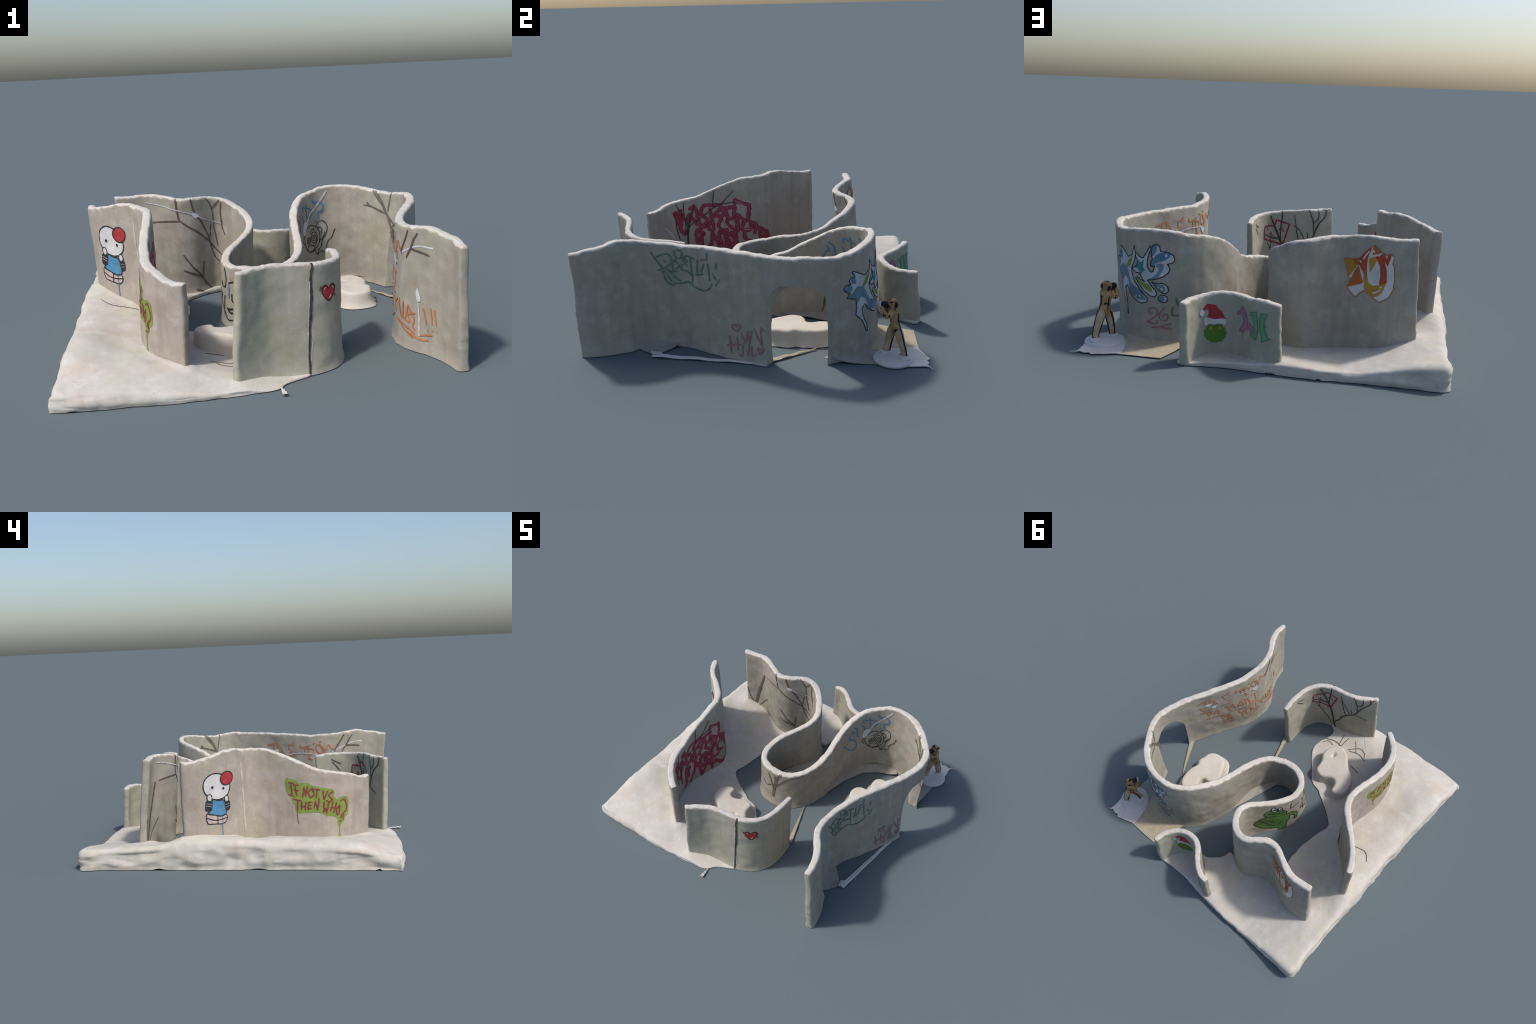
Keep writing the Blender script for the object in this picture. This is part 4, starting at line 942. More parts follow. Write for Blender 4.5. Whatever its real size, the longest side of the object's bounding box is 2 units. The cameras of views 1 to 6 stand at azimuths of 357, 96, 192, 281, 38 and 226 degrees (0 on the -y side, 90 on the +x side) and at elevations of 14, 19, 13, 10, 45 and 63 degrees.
art('star_lettering', 'serpentine', -1)
fill(SILVER_P, 1, 0, [(1.692, 0.515), (1.705, 0.477), (1.701, 0.438), (1.676, 0.394), (1.679, 0.367), (1.702, 0.322), (1.739, 0.281), (1.751, 0.273), (1.784, 0.242), (1.781, 0.223), (1.755, 0.211), (1.73, 0.213), (1.693, 0.233), (1.664, 0.255), (1.645, 0.284), (1.644, 0.289), (1.622, 0.274), (1.623, 0.24), (1.65, 0.17), (1.656, 0.13), (1.648, 0.133), (1.623, 0.198), (1.578, 0.244), (1.581, 0.291), (1.576, 0.333), (1.521, 0.35), (1.538, 0.376), (1.519, 0.382), (1.5, 0.402), (1.512, 0.422), (1.544, 0.421), (1.533, 0.44), (1.543, 0.455), (1.572, 0.452), (1.566, 0.468), (1.551, 0.485), (1.56, 0.489), (1.61, 0.464), (1.645, 0.445), (1.681, 0.466)], INK, 0.005)
fill(STEEL_P, 2, 0, [(1.533, 0.359), (1.588, 0.399), (1.631, 0.39), (1.677, 0.306), (1.746, 0.276), (1.777, 0.231), (1.724, 0.228), (1.676, 0.255), (1.645, 0.317), (1.613, 0.336), (1.588, 0.302), (1.576, 0.329), (1.528, 0.348)])
fill(STEEL_P, 2, 1, [(1.508, 0.4), (1.518, 0.416), (1.549, 0.413), (1.55, 0.386), (1.524, 0.384)])
fill(STEEL_P, 2, 1, [(1.544, 0.433), (1.549, 0.449), (1.572, 0.446), (1.577, 0.419), (1.56, 0.42)])
fill(LIME_P, 2, 0, [(1.689, 0.465), (1.666, 0.402), (1.634, 0.385), (1.625, 0.397), (1.653, 0.434)])
fill(STEEL_P, 2, 1, [(1.648, 0.281), (1.678, 0.268), (1.718, 0.268), (1.74, 0.272), (1.765, 0.247), (1.755, 0.238), (1.712, 0.237), (1.679, 0.247)])
fill(SILVER_P, 1, 0, [(1.705, 0.483), (1.736, 0.461), (1.754, 0.458), (1.766, 0.475), (1.795, 0.53), (1.799, 0.511), (1.787, 0.483), (1.779, 0.444), (1.781, 0.413), (1.803, 0.387), (1.814, 0.394), (1.821, 0.423), (1.807, 0.419), (1.798, 0.423), (1.8, 0.441), (1.808, 0.462), (1.801, 0.473), (1.8, 0.51), (1.809, 0.531), (1.828, 0.541), (1.845, 0.53), (1.85, 0.504), (1.89, 0.5), (1.914, 0.485), (1.922, 0.465), (1.914, 0.448), (1.886, 0.438), (1.899, 0.416), (1.891, 0.392), (1.866, 0.37), (1.825, 0.352), (1.782, 0.342), (1.805, 0.317), (1.829, 0.293), (1.835, 0.27), (1.822, 0.255), (1.799, 0.259), (1.771, 0.278), (1.746, 0.297), (1.709, 0.341), (1.716, 0.348), (1.766, 0.33), (1.742, 0.362), (1.731, 0.375), (1.709, 0.371), (1.682, 0.389), (1.716, 0.414), (1.72, 0.435), (1.706, 0.462)], INK, 0.005)
fill(TEAL_P, 2, 0, [(1.684, 0.393), (1.72, 0.415), (1.719, 0.444), (1.741, 0.433), (1.761, 0.451), (1.755, 0.412), (1.769, 0.393), (1.753, 0.382), (1.744, 0.362), (1.733, 0.387), (1.716, 0.399)])
fill(BLUE_D, 2, 1, [(1.802, 0.424), (1.802, 0.441), (1.826, 0.479), (1.852, 0.496), (1.89, 0.497), (1.899, 0.482), (1.885, 0.467), (1.858, 0.45), (1.835, 0.442), (1.812, 0.423)])
fill(STEEL_P, 2, 1, [(1.784, 0.346), (1.816, 0.365), (1.843, 0.405), (1.825, 0.423), (1.847, 0.44), (1.87, 0.431), (1.86, 0.398), (1.839, 0.363), (1.805, 0.349)])
fill(STEEL_P, 2, 1, [(1.802, 0.511), (1.811, 0.531), (1.828, 0.534), (1.829, 0.508), (1.812, 0.476), (1.803, 0.475)])
fill(LIME_P, 2, 1, [(1.714, 0.34), (1.765, 0.323), (1.792, 0.317), (1.811, 0.288), (1.802, 0.28), (1.77, 0.293), (1.746, 0.309)])
fill(SILVER_P, 1, 1, [(1.808, 0.336), (1.837, 0.33), (1.862, 0.335), (1.885, 0.322), (1.893, 0.299), (1.883, 0.282), (1.865, 0.282), (1.843, 0.298), (1.826, 0.32)], INK, 0.005)
fill(STEEL_P, 2, 1, [(1.814, 0.333), (1.84, 0.327), (1.865, 0.327), (1.878, 0.304), (1.867, 0.285), (1.846, 0.298)])
fill(SILVER_P, 1, 1, [(1.842, 0.25), (1.853, 0.267), (1.875, 0.268), (1.888, 0.254), (1.883, 0.236), (1.865, 0.23), (1.848, 0.239)], INK, 0.005)
fill(STEEL_P, 2, 1, [(1.846, 0.25), (1.856, 0.263), (1.871, 0.262), (1.873, 0.247), (1.865, 0.233), (1.851, 0.24)])
dot(WHITE_P, 4, (1.74, 0.248), 0.0059)
dot(WHITE_P, 4, (1.716, 0.243), 0.0045)
dot(WHITE_P, 4, (1.861, 0.303), 0.0064)
dot(WHITE_P, 4, (1.843, 0.31), 0.0041)
dot(WHITE_P, 4, (1.879, 0.484), 0.0075)

art('ring_lettering', 'serpentine', -1)
fill(WHITE_P, 1, 0, [(4.149, 0.503), (4.21, 0.506), (4.249, 0.52), (4.295, 0.571), (4.314, 0.583), (4.329, 0.597), (4.367, 0.564), (4.381, 0.561), (4.396, 0.552), (4.405, 0.564), (4.426, 0.548), (4.418, 0.513), (4.425, 0.495), (4.428, 0.432), (4.423, 0.384), (4.405, 0.341), (4.365, 0.31), (4.331, 0.329), (4.281, 0.358), (4.228, 0.312), (4.176, 0.354), (4.199, 0.405), (4.181, 0.41), (4.172, 0.451)], RUST_P, 0.004)
fill(AMBER_P, 2, 0, [(4.149, 0.503), (4.21, 0.506), (4.246, 0.516), (4.227, 0.464), (4.209, 0.438), (4.19, 0.412), (4.181, 0.411), (4.174, 0.449)])
fill(RED_O, 2, 0, [(4.21, 0.506), (4.249, 0.519), (4.295, 0.57), (4.312, 0.581), (4.311, 0.562), (4.296, 0.528), (4.293, 0.481), (4.281, 0.456), (4.245, 0.485), (4.223, 0.471)])
fill(RUST_P, 2, 0, [(4.228, 0.46), (4.243, 0.481), (4.274, 0.395), (4.263, 0.386), (4.228, 0.373), (4.178, 0.354), (4.201, 0.403)])
fill(AMBER_P, 2, 0, [(4.279, 0.432), (4.295, 0.435), (4.304, 0.402), (4.329, 0.388), (4.365, 0.401), (4.393, 0.415), (4.375, 0.362), (4.357, 0.342), (4.333, 0.332), (4.297, 0.35), (4.279, 0.371)])
fill(RUST_P, 2, 0, [(4.245, 0.481), (4.281, 0.46), (4.293, 0.481), (4.295, 0.433), (4.279, 0.427), (4.276, 0.394)])
fill(RED_O, 2, 0, [(4.333, 0.539), (4.371, 0.56), (4.381, 0.523), (4.392, 0.473), (4.394, 0.414), (4.365, 0.4), (4.358, 0.402), (4.364, 0.447), (4.36, 0.494), (4.346, 0.523)])
fill(AMBER_P, 2, 0, [(4.303, 0.527), (4.331, 0.538), (4.348, 0.527), (4.328, 0.487), (4.309, 0.453), (4.302, 0.506)])
fill(RUST_P, 2, 0, [(4.329, 0.596), (4.365, 0.564), (4.34, 0.546), (4.319, 0.547), (4.319, 0.575)])
fill(RED_O, 2, 0, [(4.371, 0.56), (4.382, 0.559), (4.391, 0.535), (4.398, 0.56), (4.41, 0.559), (4.41, 0.545), (4.395, 0.499), (4.381, 0.523)])
fill(WHITE_P, 3, 0, [(4.315, 0.576), (4.335, 0.566), (4.32, 0.557), (4.321, 0.546), (4.369, 0.561), (4.359, 0.547), (4.308, 0.537), (4.299, 0.501), (4.304, 0.451), (4.331, 0.432), (4.337, 0.408), (4.358, 0.402), (4.329, 0.389), (4.304, 0.401), (4.295, 0.435), (4.294, 0.504), (4.3, 0.54)])
line(WHITE_P, 0.008, 4, [(4.271, 0.518), (4.285, 0.54), (4.302, 0.563)])
line(WHITE_P, 0.008, 4, [(4.33, 0.354), (4.347, 0.359), (4.364, 0.374)])
fill(WHITE_P, 3, 0, [(4.245, 0.481), (4.278, 0.441), (4.274, 0.396)])
fill(WHITE_P, 3, 0, [(4.226, 0.463), (4.198, 0.408), (4.187, 0.41)])
dot(WHITE_P, 4, (4.254, 0.502), 0.0070)
dot(WHITE_P, 4, (4.369, 0.389), 0.0055)

art('capped_disc', 'hat', -1)
fill(MOSS_P, 1, 0, [(0.302, 0.127), (0.294, 0.114), (0.294, 0.1), (0.281, 0.091), (0.273, 0.08), (0.256, 0.078), (0.241, 0.071), (0.224, 0.076), (0.206, 0.077), (0.193, 0.087), (0.175, 0.094), (0.17, 0.107), (0.158, 0.119), (0.162, 0.131), (0.158, 0.144), (0.171, 0.152), (0.176, 0.164), (0.192, 0.168), (0.204, 0.176), (0.221, 0.174), (0.237, 0.178), (0.252, 0.171), (0.269, 0.169), (0.278, 0.158), (0.292, 0.151), (0.294, 0.138)])
fill(RED_P, 2, 0, [(0.151, 0.245), (0.161, 0.267), (0.178, 0.279), (0.207, 0.274), (0.232, 0.269), (0.248, 0.251), (0.269, 0.234), (0.282, 0.213), (0.289, 0.197), (0.23, 0.193), (0.177, 0.205), (0.189, 0.227), (0.191, 0.242), (0.181, 0.252), (0.166, 0.247)])
fill(WHITE_P, 3, 1, [(0.157, 0.2), (0.172, 0.209), (0.194, 0.205), (0.222, 0.197), (0.251, 0.199), (0.277, 0.2), (0.298, 0.191), (0.293, 0.172), (0.278, 0.168), (0.252, 0.173), (0.219, 0.168), (0.19, 0.175), (0.169, 0.163), (0.161, 0.18)])
fill(WHITE_P, 3, 1, [(0.163, 0.233), (0.16, 0.225), (0.155, 0.22), (0.147, 0.218), (0.139, 0.222), (0.133, 0.229), (0.131, 0.238), (0.133, 0.245), (0.139, 0.251), (0.147, 0.252), (0.155, 0.249), (0.161, 0.242)])
dot(AMBER_P, 4, (0.203, 0.153), 0.0092)
dot(AMBER_P, 4, (0.259, 0.151), 0.0092)

art('initials', 'hat', -1)
fill(PINK_P, 1, 0, [(0.422, 0.286), (0.442, 0.272), (0.459, 0.245), (0.465, 0.219), (0.464, 0.192), (0.478, 0.195), (0.477, 0.219), (0.506, 0.203), (0.528, 0.187), (0.492, 0.173), (0.475, 0.181), (0.452, 0.175), (0.426, 0.154), (0.393, 0.156), (0.424, 0.188), (0.432, 0.216), (0.424, 0.235), (0.403, 0.242), (0.377, 0.235), (0.372, 0.244), (0.398, 0.264)], PINK_D, 0.004)
line(PINK_D, 0.003, 3, [(0.426, 0.154), (0.426, 0.122)])
fill(GREEN_P, 1, 0, [(0.491, 0.275), (0.535, 0.288), (0.539, 0.254), (0.544, 0.204), (0.536, 0.168), (0.531, 0.145), (0.488, 0.155), (0.491, 0.166), (0.516, 0.18), (0.511, 0.239), (0.505, 0.264), (0.491, 0.261)], GREEN_D, 0.004)
fill(GREEN_P, 1, 0, [(0.561, 0.282), (0.576, 0.29), (0.599, 0.29), (0.585, 0.266), (0.58, 0.245), (0.583, 0.215), (0.596, 0.175), (0.61, 0.17), (0.566, 0.145), (0.568, 0.171), (0.555, 0.205), (0.556, 0.259)], GREEN_D, 0.004)
fill(GREEN_P, 2, 0, [(0.542, 0.218), (0.593, 0.232), (0.59, 0.221), (0.542, 0.207)])

art('monkey_drawing', 'serpentine', +1)
line(INK, 0.005, 3, [(1.984, 0.369), (2.027, 0.38), (2.074, 0.36), (2.102, 0.324), (2.096, 0.28), (2.064, 0.23), (2.016, 0.205), (1.981, 0.221), (1.953, 0.252), (1.945, 0.289), (1.95, 0.331), (1.968, 0.359), (1.984, 0.369)])
line(INK, 0.005, 3, [(1.98, 0.372), (1.952, 0.397), (1.919, 0.396), (1.895, 0.368), (1.896, 0.334), (1.912, 0.297), (1.939, 0.274)])
line(INK, 0.005, 3, [(1.96, 0.358), (1.939, 0.358), (1.93, 0.343), (1.937, 0.318)])
line(INK, 0.005, 3, [(2.027, 0.3), (2.017, 0.327), (1.986, 0.333), (1.967, 0.312), (1.968, 0.269), (1.986, 0.243)])
line(INK, 0.005, 3, [(2.064, 0.235), (2.047, 0.252), (2.018, 0.255), (1.986, 0.237), (1.994, 0.218), (2.036, 0.212), (2.064, 0.233)])
line(INK, 0.005, 3, [(2.037, 0.333), (2.008, 0.356), (1.991, 0.348)])
line(INK, 0.005, 3, [(2.111, 0.328), (2.125, 0.3), (2.107, 0.271)])
line(INK, 0.005, 3, [(1.909, 0.323), (1.927, 0.272), (1.935, 0.233), (1.954, 0.215), (1.961, 0.183), (1.982, 0.216)])
line(INK, 0.005, 3, [(1.961, 0.183), (1.935, 0.203), (1.913, 0.195)])
line(INK, 0.005, 3, [(1.9, 0.223), (1.891, 0.26), (1.86, 0.293), (1.841, 0.342)])
line(INK, 0.005, 3, [(1.972, 0.284), (1.975, 0.272), (1.983, 0.263), (1.994, 0.262), (2.005, 0.267), (2.014, 0.279), (2.018, 0.292), (2.014, 0.304), (2.004, 0.312), (1.991, 0.313), (1.981, 0.308), (1.974, 0.298), (1.972, 0.284)])
line(INK, 0.005, 3, [(2.029, 0.283), (2.032, 0.274), (2.038, 0.268), (2.048, 0.268), (2.058, 0.272), (2.066, 0.281), (2.068, 0.291), (2.066, 0.3), (2.059, 0.305), (2.048, 0.306), (2.038, 0.301), (2.031, 0.293), (2.029, 0.283)])
line(INK, 0.005, 3, [(1.982, 0.286), (1.986, 0.278), (1.994, 0.276), (2.001, 0.281), (2.003, 0.29), (2, 0.297), (1.992, 0.299), (1.985, 0.295)])
line(INK, 0.005, 3, [(2.039, 0.285), (2.042, 0.279), (2.048, 0.278), (2.055, 0.282), (2.057, 0.289), (2.055, 0.294), (2.048, 0.295), (2.041, 0.291)])

art('blue_scribble', 'serpentine', +1)
line(BLUE_P, 0.013, 3, [(2.006, 0.534), (1.987, 0.515), (1.947, 0.521), (1.924, 0.499), (1.928, 0.463), (1.958, 0.455), (1.955, 0.417)])
dot(BLUE_P, 4, (1.978, 0.402), 0.0073)
line(BLUE_P, 0.007, 3, [(2.128, 0.482), (2.126, 0.509), (2.03, 0.484), (2.008, 0.461), (2.03, 0.425)])
line(BLUE_P, 0.007, 3, [(2.08, 0.521), (2.068, 0.437)])
line(BLUE_P, 0.007, 3, [(2.138, 0.462), (2.116, 0.419)])
line(BLUE_P, 0.008, 3, [(2.31, 0.334), (2.226, 0.251), (2.176, 0.257), (2.189, 0.33), (2.252, 0.375), (2.239, 0.421), (2.215, 0.424), (2.237, 0.453)])
line(BLUE_P, 0.008, 3, [(2.222, 0.478), (2.187, 0.448), (2.176, 0.375), (2.157, 0.361)])
fill(PALE_STREAK, 4, 1, [(2.109, 0.415), (2.063, 0.406), (2.072, 0.374), (2.102, 0.332), (2.128, 0.34), (2.131, 0.38)])
line(PALE_STREAK, 0.013, 4, [(2.066, 0.403), (2.036, 0.449), (1.979, 0.494), (1.922, 0.55), (1.898, 0.581)])

art('branching_lines', 'serpentine', +1)
line(GREY_LINE, 0.018, 3, [(1.408, 0.292), (1.426, 0.357), (1.455, 0.438), (1.48, 0.47), (1.516, 0.54), (1.557, 0.585)])
line(GREY_LINE, 0.011, 3, [(1.575, 0.588), (1.545, 0.549), (1.48, 0.476)])
line(GREY_LINE, 0.011, 3, [(1.483, 0.455), (1.546, 0.475), (1.603, 0.491), (1.634, 0.495)])
line(GREY_LINE, 0.011, 3, [(1.461, 0.472), (1.443, 0.538), (1.436, 0.573), (1.436, 0.584)])
line(GREY_LINE, 0.011, 3, [(1.408, 0.397), (1.447, 0.439)])
line(GREY_LINE, 0.011, 3, [(1.603, 0.491), (1.619, 0.508)])

art('branching_lines', 'serpentine', +1)
line(REDDISH_LINE, 0.009, 3, [(4.164, 0.616), (4.161, 0.563), (4.152, 0.502), (4.143, 0.487)])
line(REDDISH_LINE, 0.009, 3, [(4.143, 0.487), (4.087, 0.434), (3.963, 0.322), (3.875, 0.238)])
line(REDDISH_LINE, 0.009, 3, [(4.143, 0.485), (4.213, 0.481), (4.307, 0.476)])
line(REDDISH_LINE, 0.009, 3, [(4.085, 0.608), (4.067, 0.533), (4.009, 0.428), (3.968, 0.332), (3.937, 0.246), (3.897, 0.2)])
line(REDDISH_LINE, 0.009, 3, [(3.986, 0.603), (3.939, 0.534), (3.928, 0.449), (3.917, 0.364), (3.906, 0.299)])
line(REDDISH_LINE, 0.009, 3, [(3.933, 0.533), (3.878, 0.582)])
line(REDDISH_LINE, 0.009, 3, [(3.953, 0.44), (3.97, 0.362)])
line(REDDISH_LINE, 0.009, 3, [(3.863, 0.568), (3.871, 0.467), (3.846, 0.366)])
line(REDDISH_LINE, 0.009, 3, [(4.139, 0.27), (4.039, 0.116), (3.948, 0.002)])
line(REDDISH_LINE, 0.009, 3, [(4.039, 0.116), (4.14, 0.177)])
line(REDDISH_LINE, 0.009, 3, [(4.035, 0.112), (4.023, 0.214)])
line(REDDISH_LINE, 0.009, 3, [(4.077, 0.044), (4.008, 0.003), (3.979, 0.009)])
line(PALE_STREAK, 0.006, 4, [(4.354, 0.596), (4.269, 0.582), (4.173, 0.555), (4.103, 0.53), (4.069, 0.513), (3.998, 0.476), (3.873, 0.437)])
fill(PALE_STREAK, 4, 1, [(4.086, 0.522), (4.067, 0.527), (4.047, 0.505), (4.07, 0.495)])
line(GREY_LINE, 0.024, 3, [(4.354, 0.464), (4.423, 0.267), (4.474, 0.061), (4.474, 0)])
line(GREY_LINE, 0.01, 3, [(4.53, 0.266), (4.524, 0.195), (4.48, 0.102)])
line(GREY_LINE, 0.01, 3, [(4.53, 0.134), (4.498, 0.088)])
line(GREY_LINE, 0.01, 3, [(4.316, 0.233), (4.443, 0.089)])

art('face_drawing', 'serpentine', +1)
line(INK, 0.007, 3, [(3.132, 0.321), (3.126, 0.262), (3.134, 0.22), (3.16, 0.221), (3.168, 0.245)])
line(INK, 0.007, 3, [(3.107, 0.245), (3.079, 0.256)])
line(INK, 0.007, 3, [(3.143, 0.167), (3.155, 0.092), (3.15, 0.054)])
line(INK, 0.007, 3, [(3.133, 0.052), (3.113, 0.039), (3.09, 0.043)])
line(INK, 0.007, 3, [(3.089, 0.186), (3.091, 0.159), (3.085, 0.144)])
line(STEEL_P, 0.011, 3, [(3.106, 0.243), (3.108, 0.2), (3.113, 0.164)])
line(INK, 0.009, 3, [(3.122, 0.103), (3.105, 0.1), (3.087, 0.107)])
line(INK, 0.009, 3, [(3.119, 0.096), (3.1, 0.08), (3.09, 0.085)])
line(INK, 0.006, 3, [(3.26, 0.311), (3.271, 0.26), (3.245, 0.252), (3.201, 0.251)])
line(INK, 0.006, 3, [(3.168, 0.183), (3.181, 0.116), (3.128, 0.06)])

art('frog_drawing', 'serpentine', +1)
fill(GREEN_F, 1, 0, [(3.548, 0.153), (3.532, 0.184), (3.503, 0.194), (3.498, 0.215), (3.449, 0.226), (3.461, 0.253), (3.464, 0.278), (3.445, 0.302), (3.41, 0.314), (3.384, 0.316), (3.326, 0.273), (3.301, 0.238), (3.302, 0.209), (3.308, 0.198), (3.266, 0.191), (3.226, 0.143), (3.218, 0.098), (3.229, 0.045), (3.25, 0.053), (3.239, 0.098), (3.259, 0.142), (3.282, 0.154), (3.288, 0.101), (3.308, 0.068), (3.32, 0.007), (3.368, 0), (3.376, 0.027), (3.419, 0.042), (3.493, 0.076), (3.529, 0.113)], INK, 0.006)
fill(WHITE_P, 2, 1, [(3.369, 0.308), (3.372, 0.293), (3.38, 0.285), (3.39, 0.285), (3.4, 0.294), (3.407, 0.31), (3.408, 0.327), (3.405, 0.342), (3.397, 0.35), (3.387, 0.351), (3.377, 0.343), (3.371, 0.327)], INK, 0.006)
fill(WHITE_P, 2, 1, [(3.33, 0.29), (3.333, 0.277), (3.339, 0.272), (3.347, 0.273), (3.354, 0.283), (3.36, 0.298), (3.361, 0.313), (3.358, 0.327), (3.352, 0.333), (3.344, 0.331), (3.337, 0.322), (3.332, 0.307)], INK, 0.006)
dot(INK, 4, (3.384, 0.314), 0.0096)
dot(INK, 4, (3.344, 0.3), 0.0065)
line(INK, 0.005, 3, [(3.434, 0.269), (3.377, 0.251), (3.319, 0.234)])
line(INK, 0.005, 3, [(3.487, 0.176), (3.417, 0.084), (3.373, 0.074), (3.328, 0.129)])
line(INK, 0.005, 3, [(3.503, 0.196), (3.424, 0.157), (3.394, 0.112)])
line(INK, 0.005, 3, [(3.449, 0.24), (3.368, 0.202), (3.314, 0.198)])

art('painted_heart', 'heart', +1)
fill(RED_P, 1, 1, [(0.353, 0.325), (0.383, 0.36), (0.387, 0.383), (0.374, 0.4), (0.359, 0.393), (0.351, 0.38), (0.342, 0.392), (0.329, 0.399), (0.314, 0.387), (0.314, 0.364), (0.33, 0.344)], INK, 0.005)
line(WHITE_P, 0.004, 4, [(0.378, 0.382), (0.369, 0.389)])
line(WHITE_P, 0.004, 4, [(0.351, 0.338), (0.341, 0.35)])
line(WHITE_P, 0.004, 4, [(0.334, 0.387), (0.324, 0.379)])
line(INK, 0.003, 3, [(0.4, 0.381), (0.393, 0.399)])
line(INK, 0.003, 3, [(0.396, 0.376), (0.387, 0.397)])
line(INK, 0.003, 3, [(0.321, 0.341), (0.311, 0.35)])
line(INK, 0.003, 3, [(0.315, 0.337), (0.306, 0.345)])
line(DARK_LINE, 0.013, 3, [(0.434, 0.512), (0.44, 0.416), (0.45, 0.249), (0.457, 0.109), (0.459, 0.007)])
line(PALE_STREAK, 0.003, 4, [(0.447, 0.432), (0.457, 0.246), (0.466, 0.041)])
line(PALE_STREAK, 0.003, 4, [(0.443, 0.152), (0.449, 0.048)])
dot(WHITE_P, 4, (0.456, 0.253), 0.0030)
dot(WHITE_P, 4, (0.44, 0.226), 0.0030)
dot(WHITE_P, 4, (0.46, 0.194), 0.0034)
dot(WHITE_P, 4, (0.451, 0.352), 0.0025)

art('red_boxes', 'heart', -1)
line(CRIMSON_P, 0.01, 3, [(0.371, 0.399), (0.391, 0.45)])
line(CRIMSON_P, 0.01, 3, [(0.391, 0.45), (0.487, 0.418)])
line(CRIMSON_P, 0.01, 3, [(0.487, 0.418), (0.443, 0.277)])
line(CRIMSON_P, 0.01, 3, [(0.276, 0.321), (0.283, 0.401), (0.305, 0.411), (0.373, 0.406)])
line(CRIMSON_P, 0.01, 3, [(0.276, 0.321), (0.421, 0.277)])
line(CRIMSON_P, 0.006, 3, [(0.345, 0.367), (0.341, 0.318)])
line(CRIMSON_P, 0.006, 3, [(0.326, 0.358), (0.368, 0.337)])
line(CRIMSON_P, 0.006, 3, [(0.307, 0.406), (0.311, 0.383)])
line(CRIMSON_P, 0.006, 3, [(0.41, 0.383), (0.427, 0.374)])
line(CRIMSON_P, 0.006, 3, [(0.431, 0.391), (0.45, 0.363)])
line(CRIMSON_P, 0.006, 3, [(0.411, 0.282), (0.415, 0.241)])

art('branching_lines', 'heart', -1)
line(DARK_LINE, 0.016, 3, [(0.499, 0), (0.477, 0.063), (0.453, 0.189), (0.42, 0.304), (0.341, 0.475)])
line(DARK_LINE, 0.01, 3, [(0.42, 0.304), (0.432, 0.484), (0.432, 0.511)])
line(DARK_LINE, 0.01, 3, [(0.42, 0.312), (0.346, 0.326), (0.284, 0.354)])
line(DARK_LINE, 0.01, 3, [(0.483, 0.067), (0.529, 0.168), (0.569, 0.242), (0.636, 0.318), (0.684, 0.42), (0.741, 0.486), (0.742, 0.527)])
line(DARK_LINE, 0.0065, 3, [(0.468, 0.037), (0.442, 0.067), (0.337, 0.244), (0.307, 0.297)])
line(DARK_LINE, 0.0065, 3, [(0.337, 0.244), (0.34, 0.326)])
line(DARK_LINE, 0.0065, 3, [(0.569, 0.242), (0.534, 0.396), (0.523, 0.483)])
line(DARK_LINE, 0.0065, 3, [(0.603, 0.294), (0.556, 0.378), (0.516, 0.416)])
line(DARK_LINE, 0.0065, 3, [(0.652, 0.362), (0.648, 0.437), (0.62, 0.526)])
line(DARK_LINE, 0.0065, 3, [(0.652, 0.431), (0.682, 0.469), (0.686, 0.526)])
line(DARK_LINE, 0.0065, 3, [(0.744, 0.516), (0.785, 0.527)])
line(DARK_LINE, 0.0065, 3, [(0.613, 0.311), (0.61, 0.361)])
line(DARK_LINE, 0.0065, 3, [(0.636, 0.308), (0.673, 0.291), (0.721, 0.275)])
line(DARK_LINE, 0.0065, 3, [(0.114, 0.451), (0.191, 0.412)])
line(DARK_LINE, 0.0065, 3, [(0.122, 0.43), (0.178, 0.366)])

# dark branching lines and a pale streak on the slab (x, y)
slab_line(GREY_LINE, 0.008, [(0.005, -0.635), (0.069, -0.638), (0.134, -0.611)])
slab_line(GREY_LINE, 0.006, [(0.027, -0.644), (0.035, -0.683), (0.048, -0.728)])
slab_line(GREY_LINE, 0.006, [(0.001, -0.638), (0.001, -0.728)])
slab_line(GREY_LINE, 0.005, [(0.056, -0.601), (0.107, -0.604), (0.135, -0.566)])
slab_line(GREY_LINE, 0.006, [(-0.065, -0.648), (-0.13, -0.709), (-0.182, -0.702), (-0.212, -0.668)])
slab_line(GREY_LINE, 0.006, [(-0.082, -0.643), (-0.155, -0.666), (-0.235, -0.649)])
slab_line(GREY_LINE, 0.005, [(-0.132, -0.662), (-0.063, -0.74)])
slab_line(GREY_LINE, 0.007, [(-0.178, -0.551), (-0.263, -0.535)])
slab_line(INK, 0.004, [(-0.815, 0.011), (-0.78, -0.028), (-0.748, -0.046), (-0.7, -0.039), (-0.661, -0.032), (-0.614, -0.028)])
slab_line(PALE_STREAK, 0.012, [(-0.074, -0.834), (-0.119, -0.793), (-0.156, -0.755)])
finish_arts()
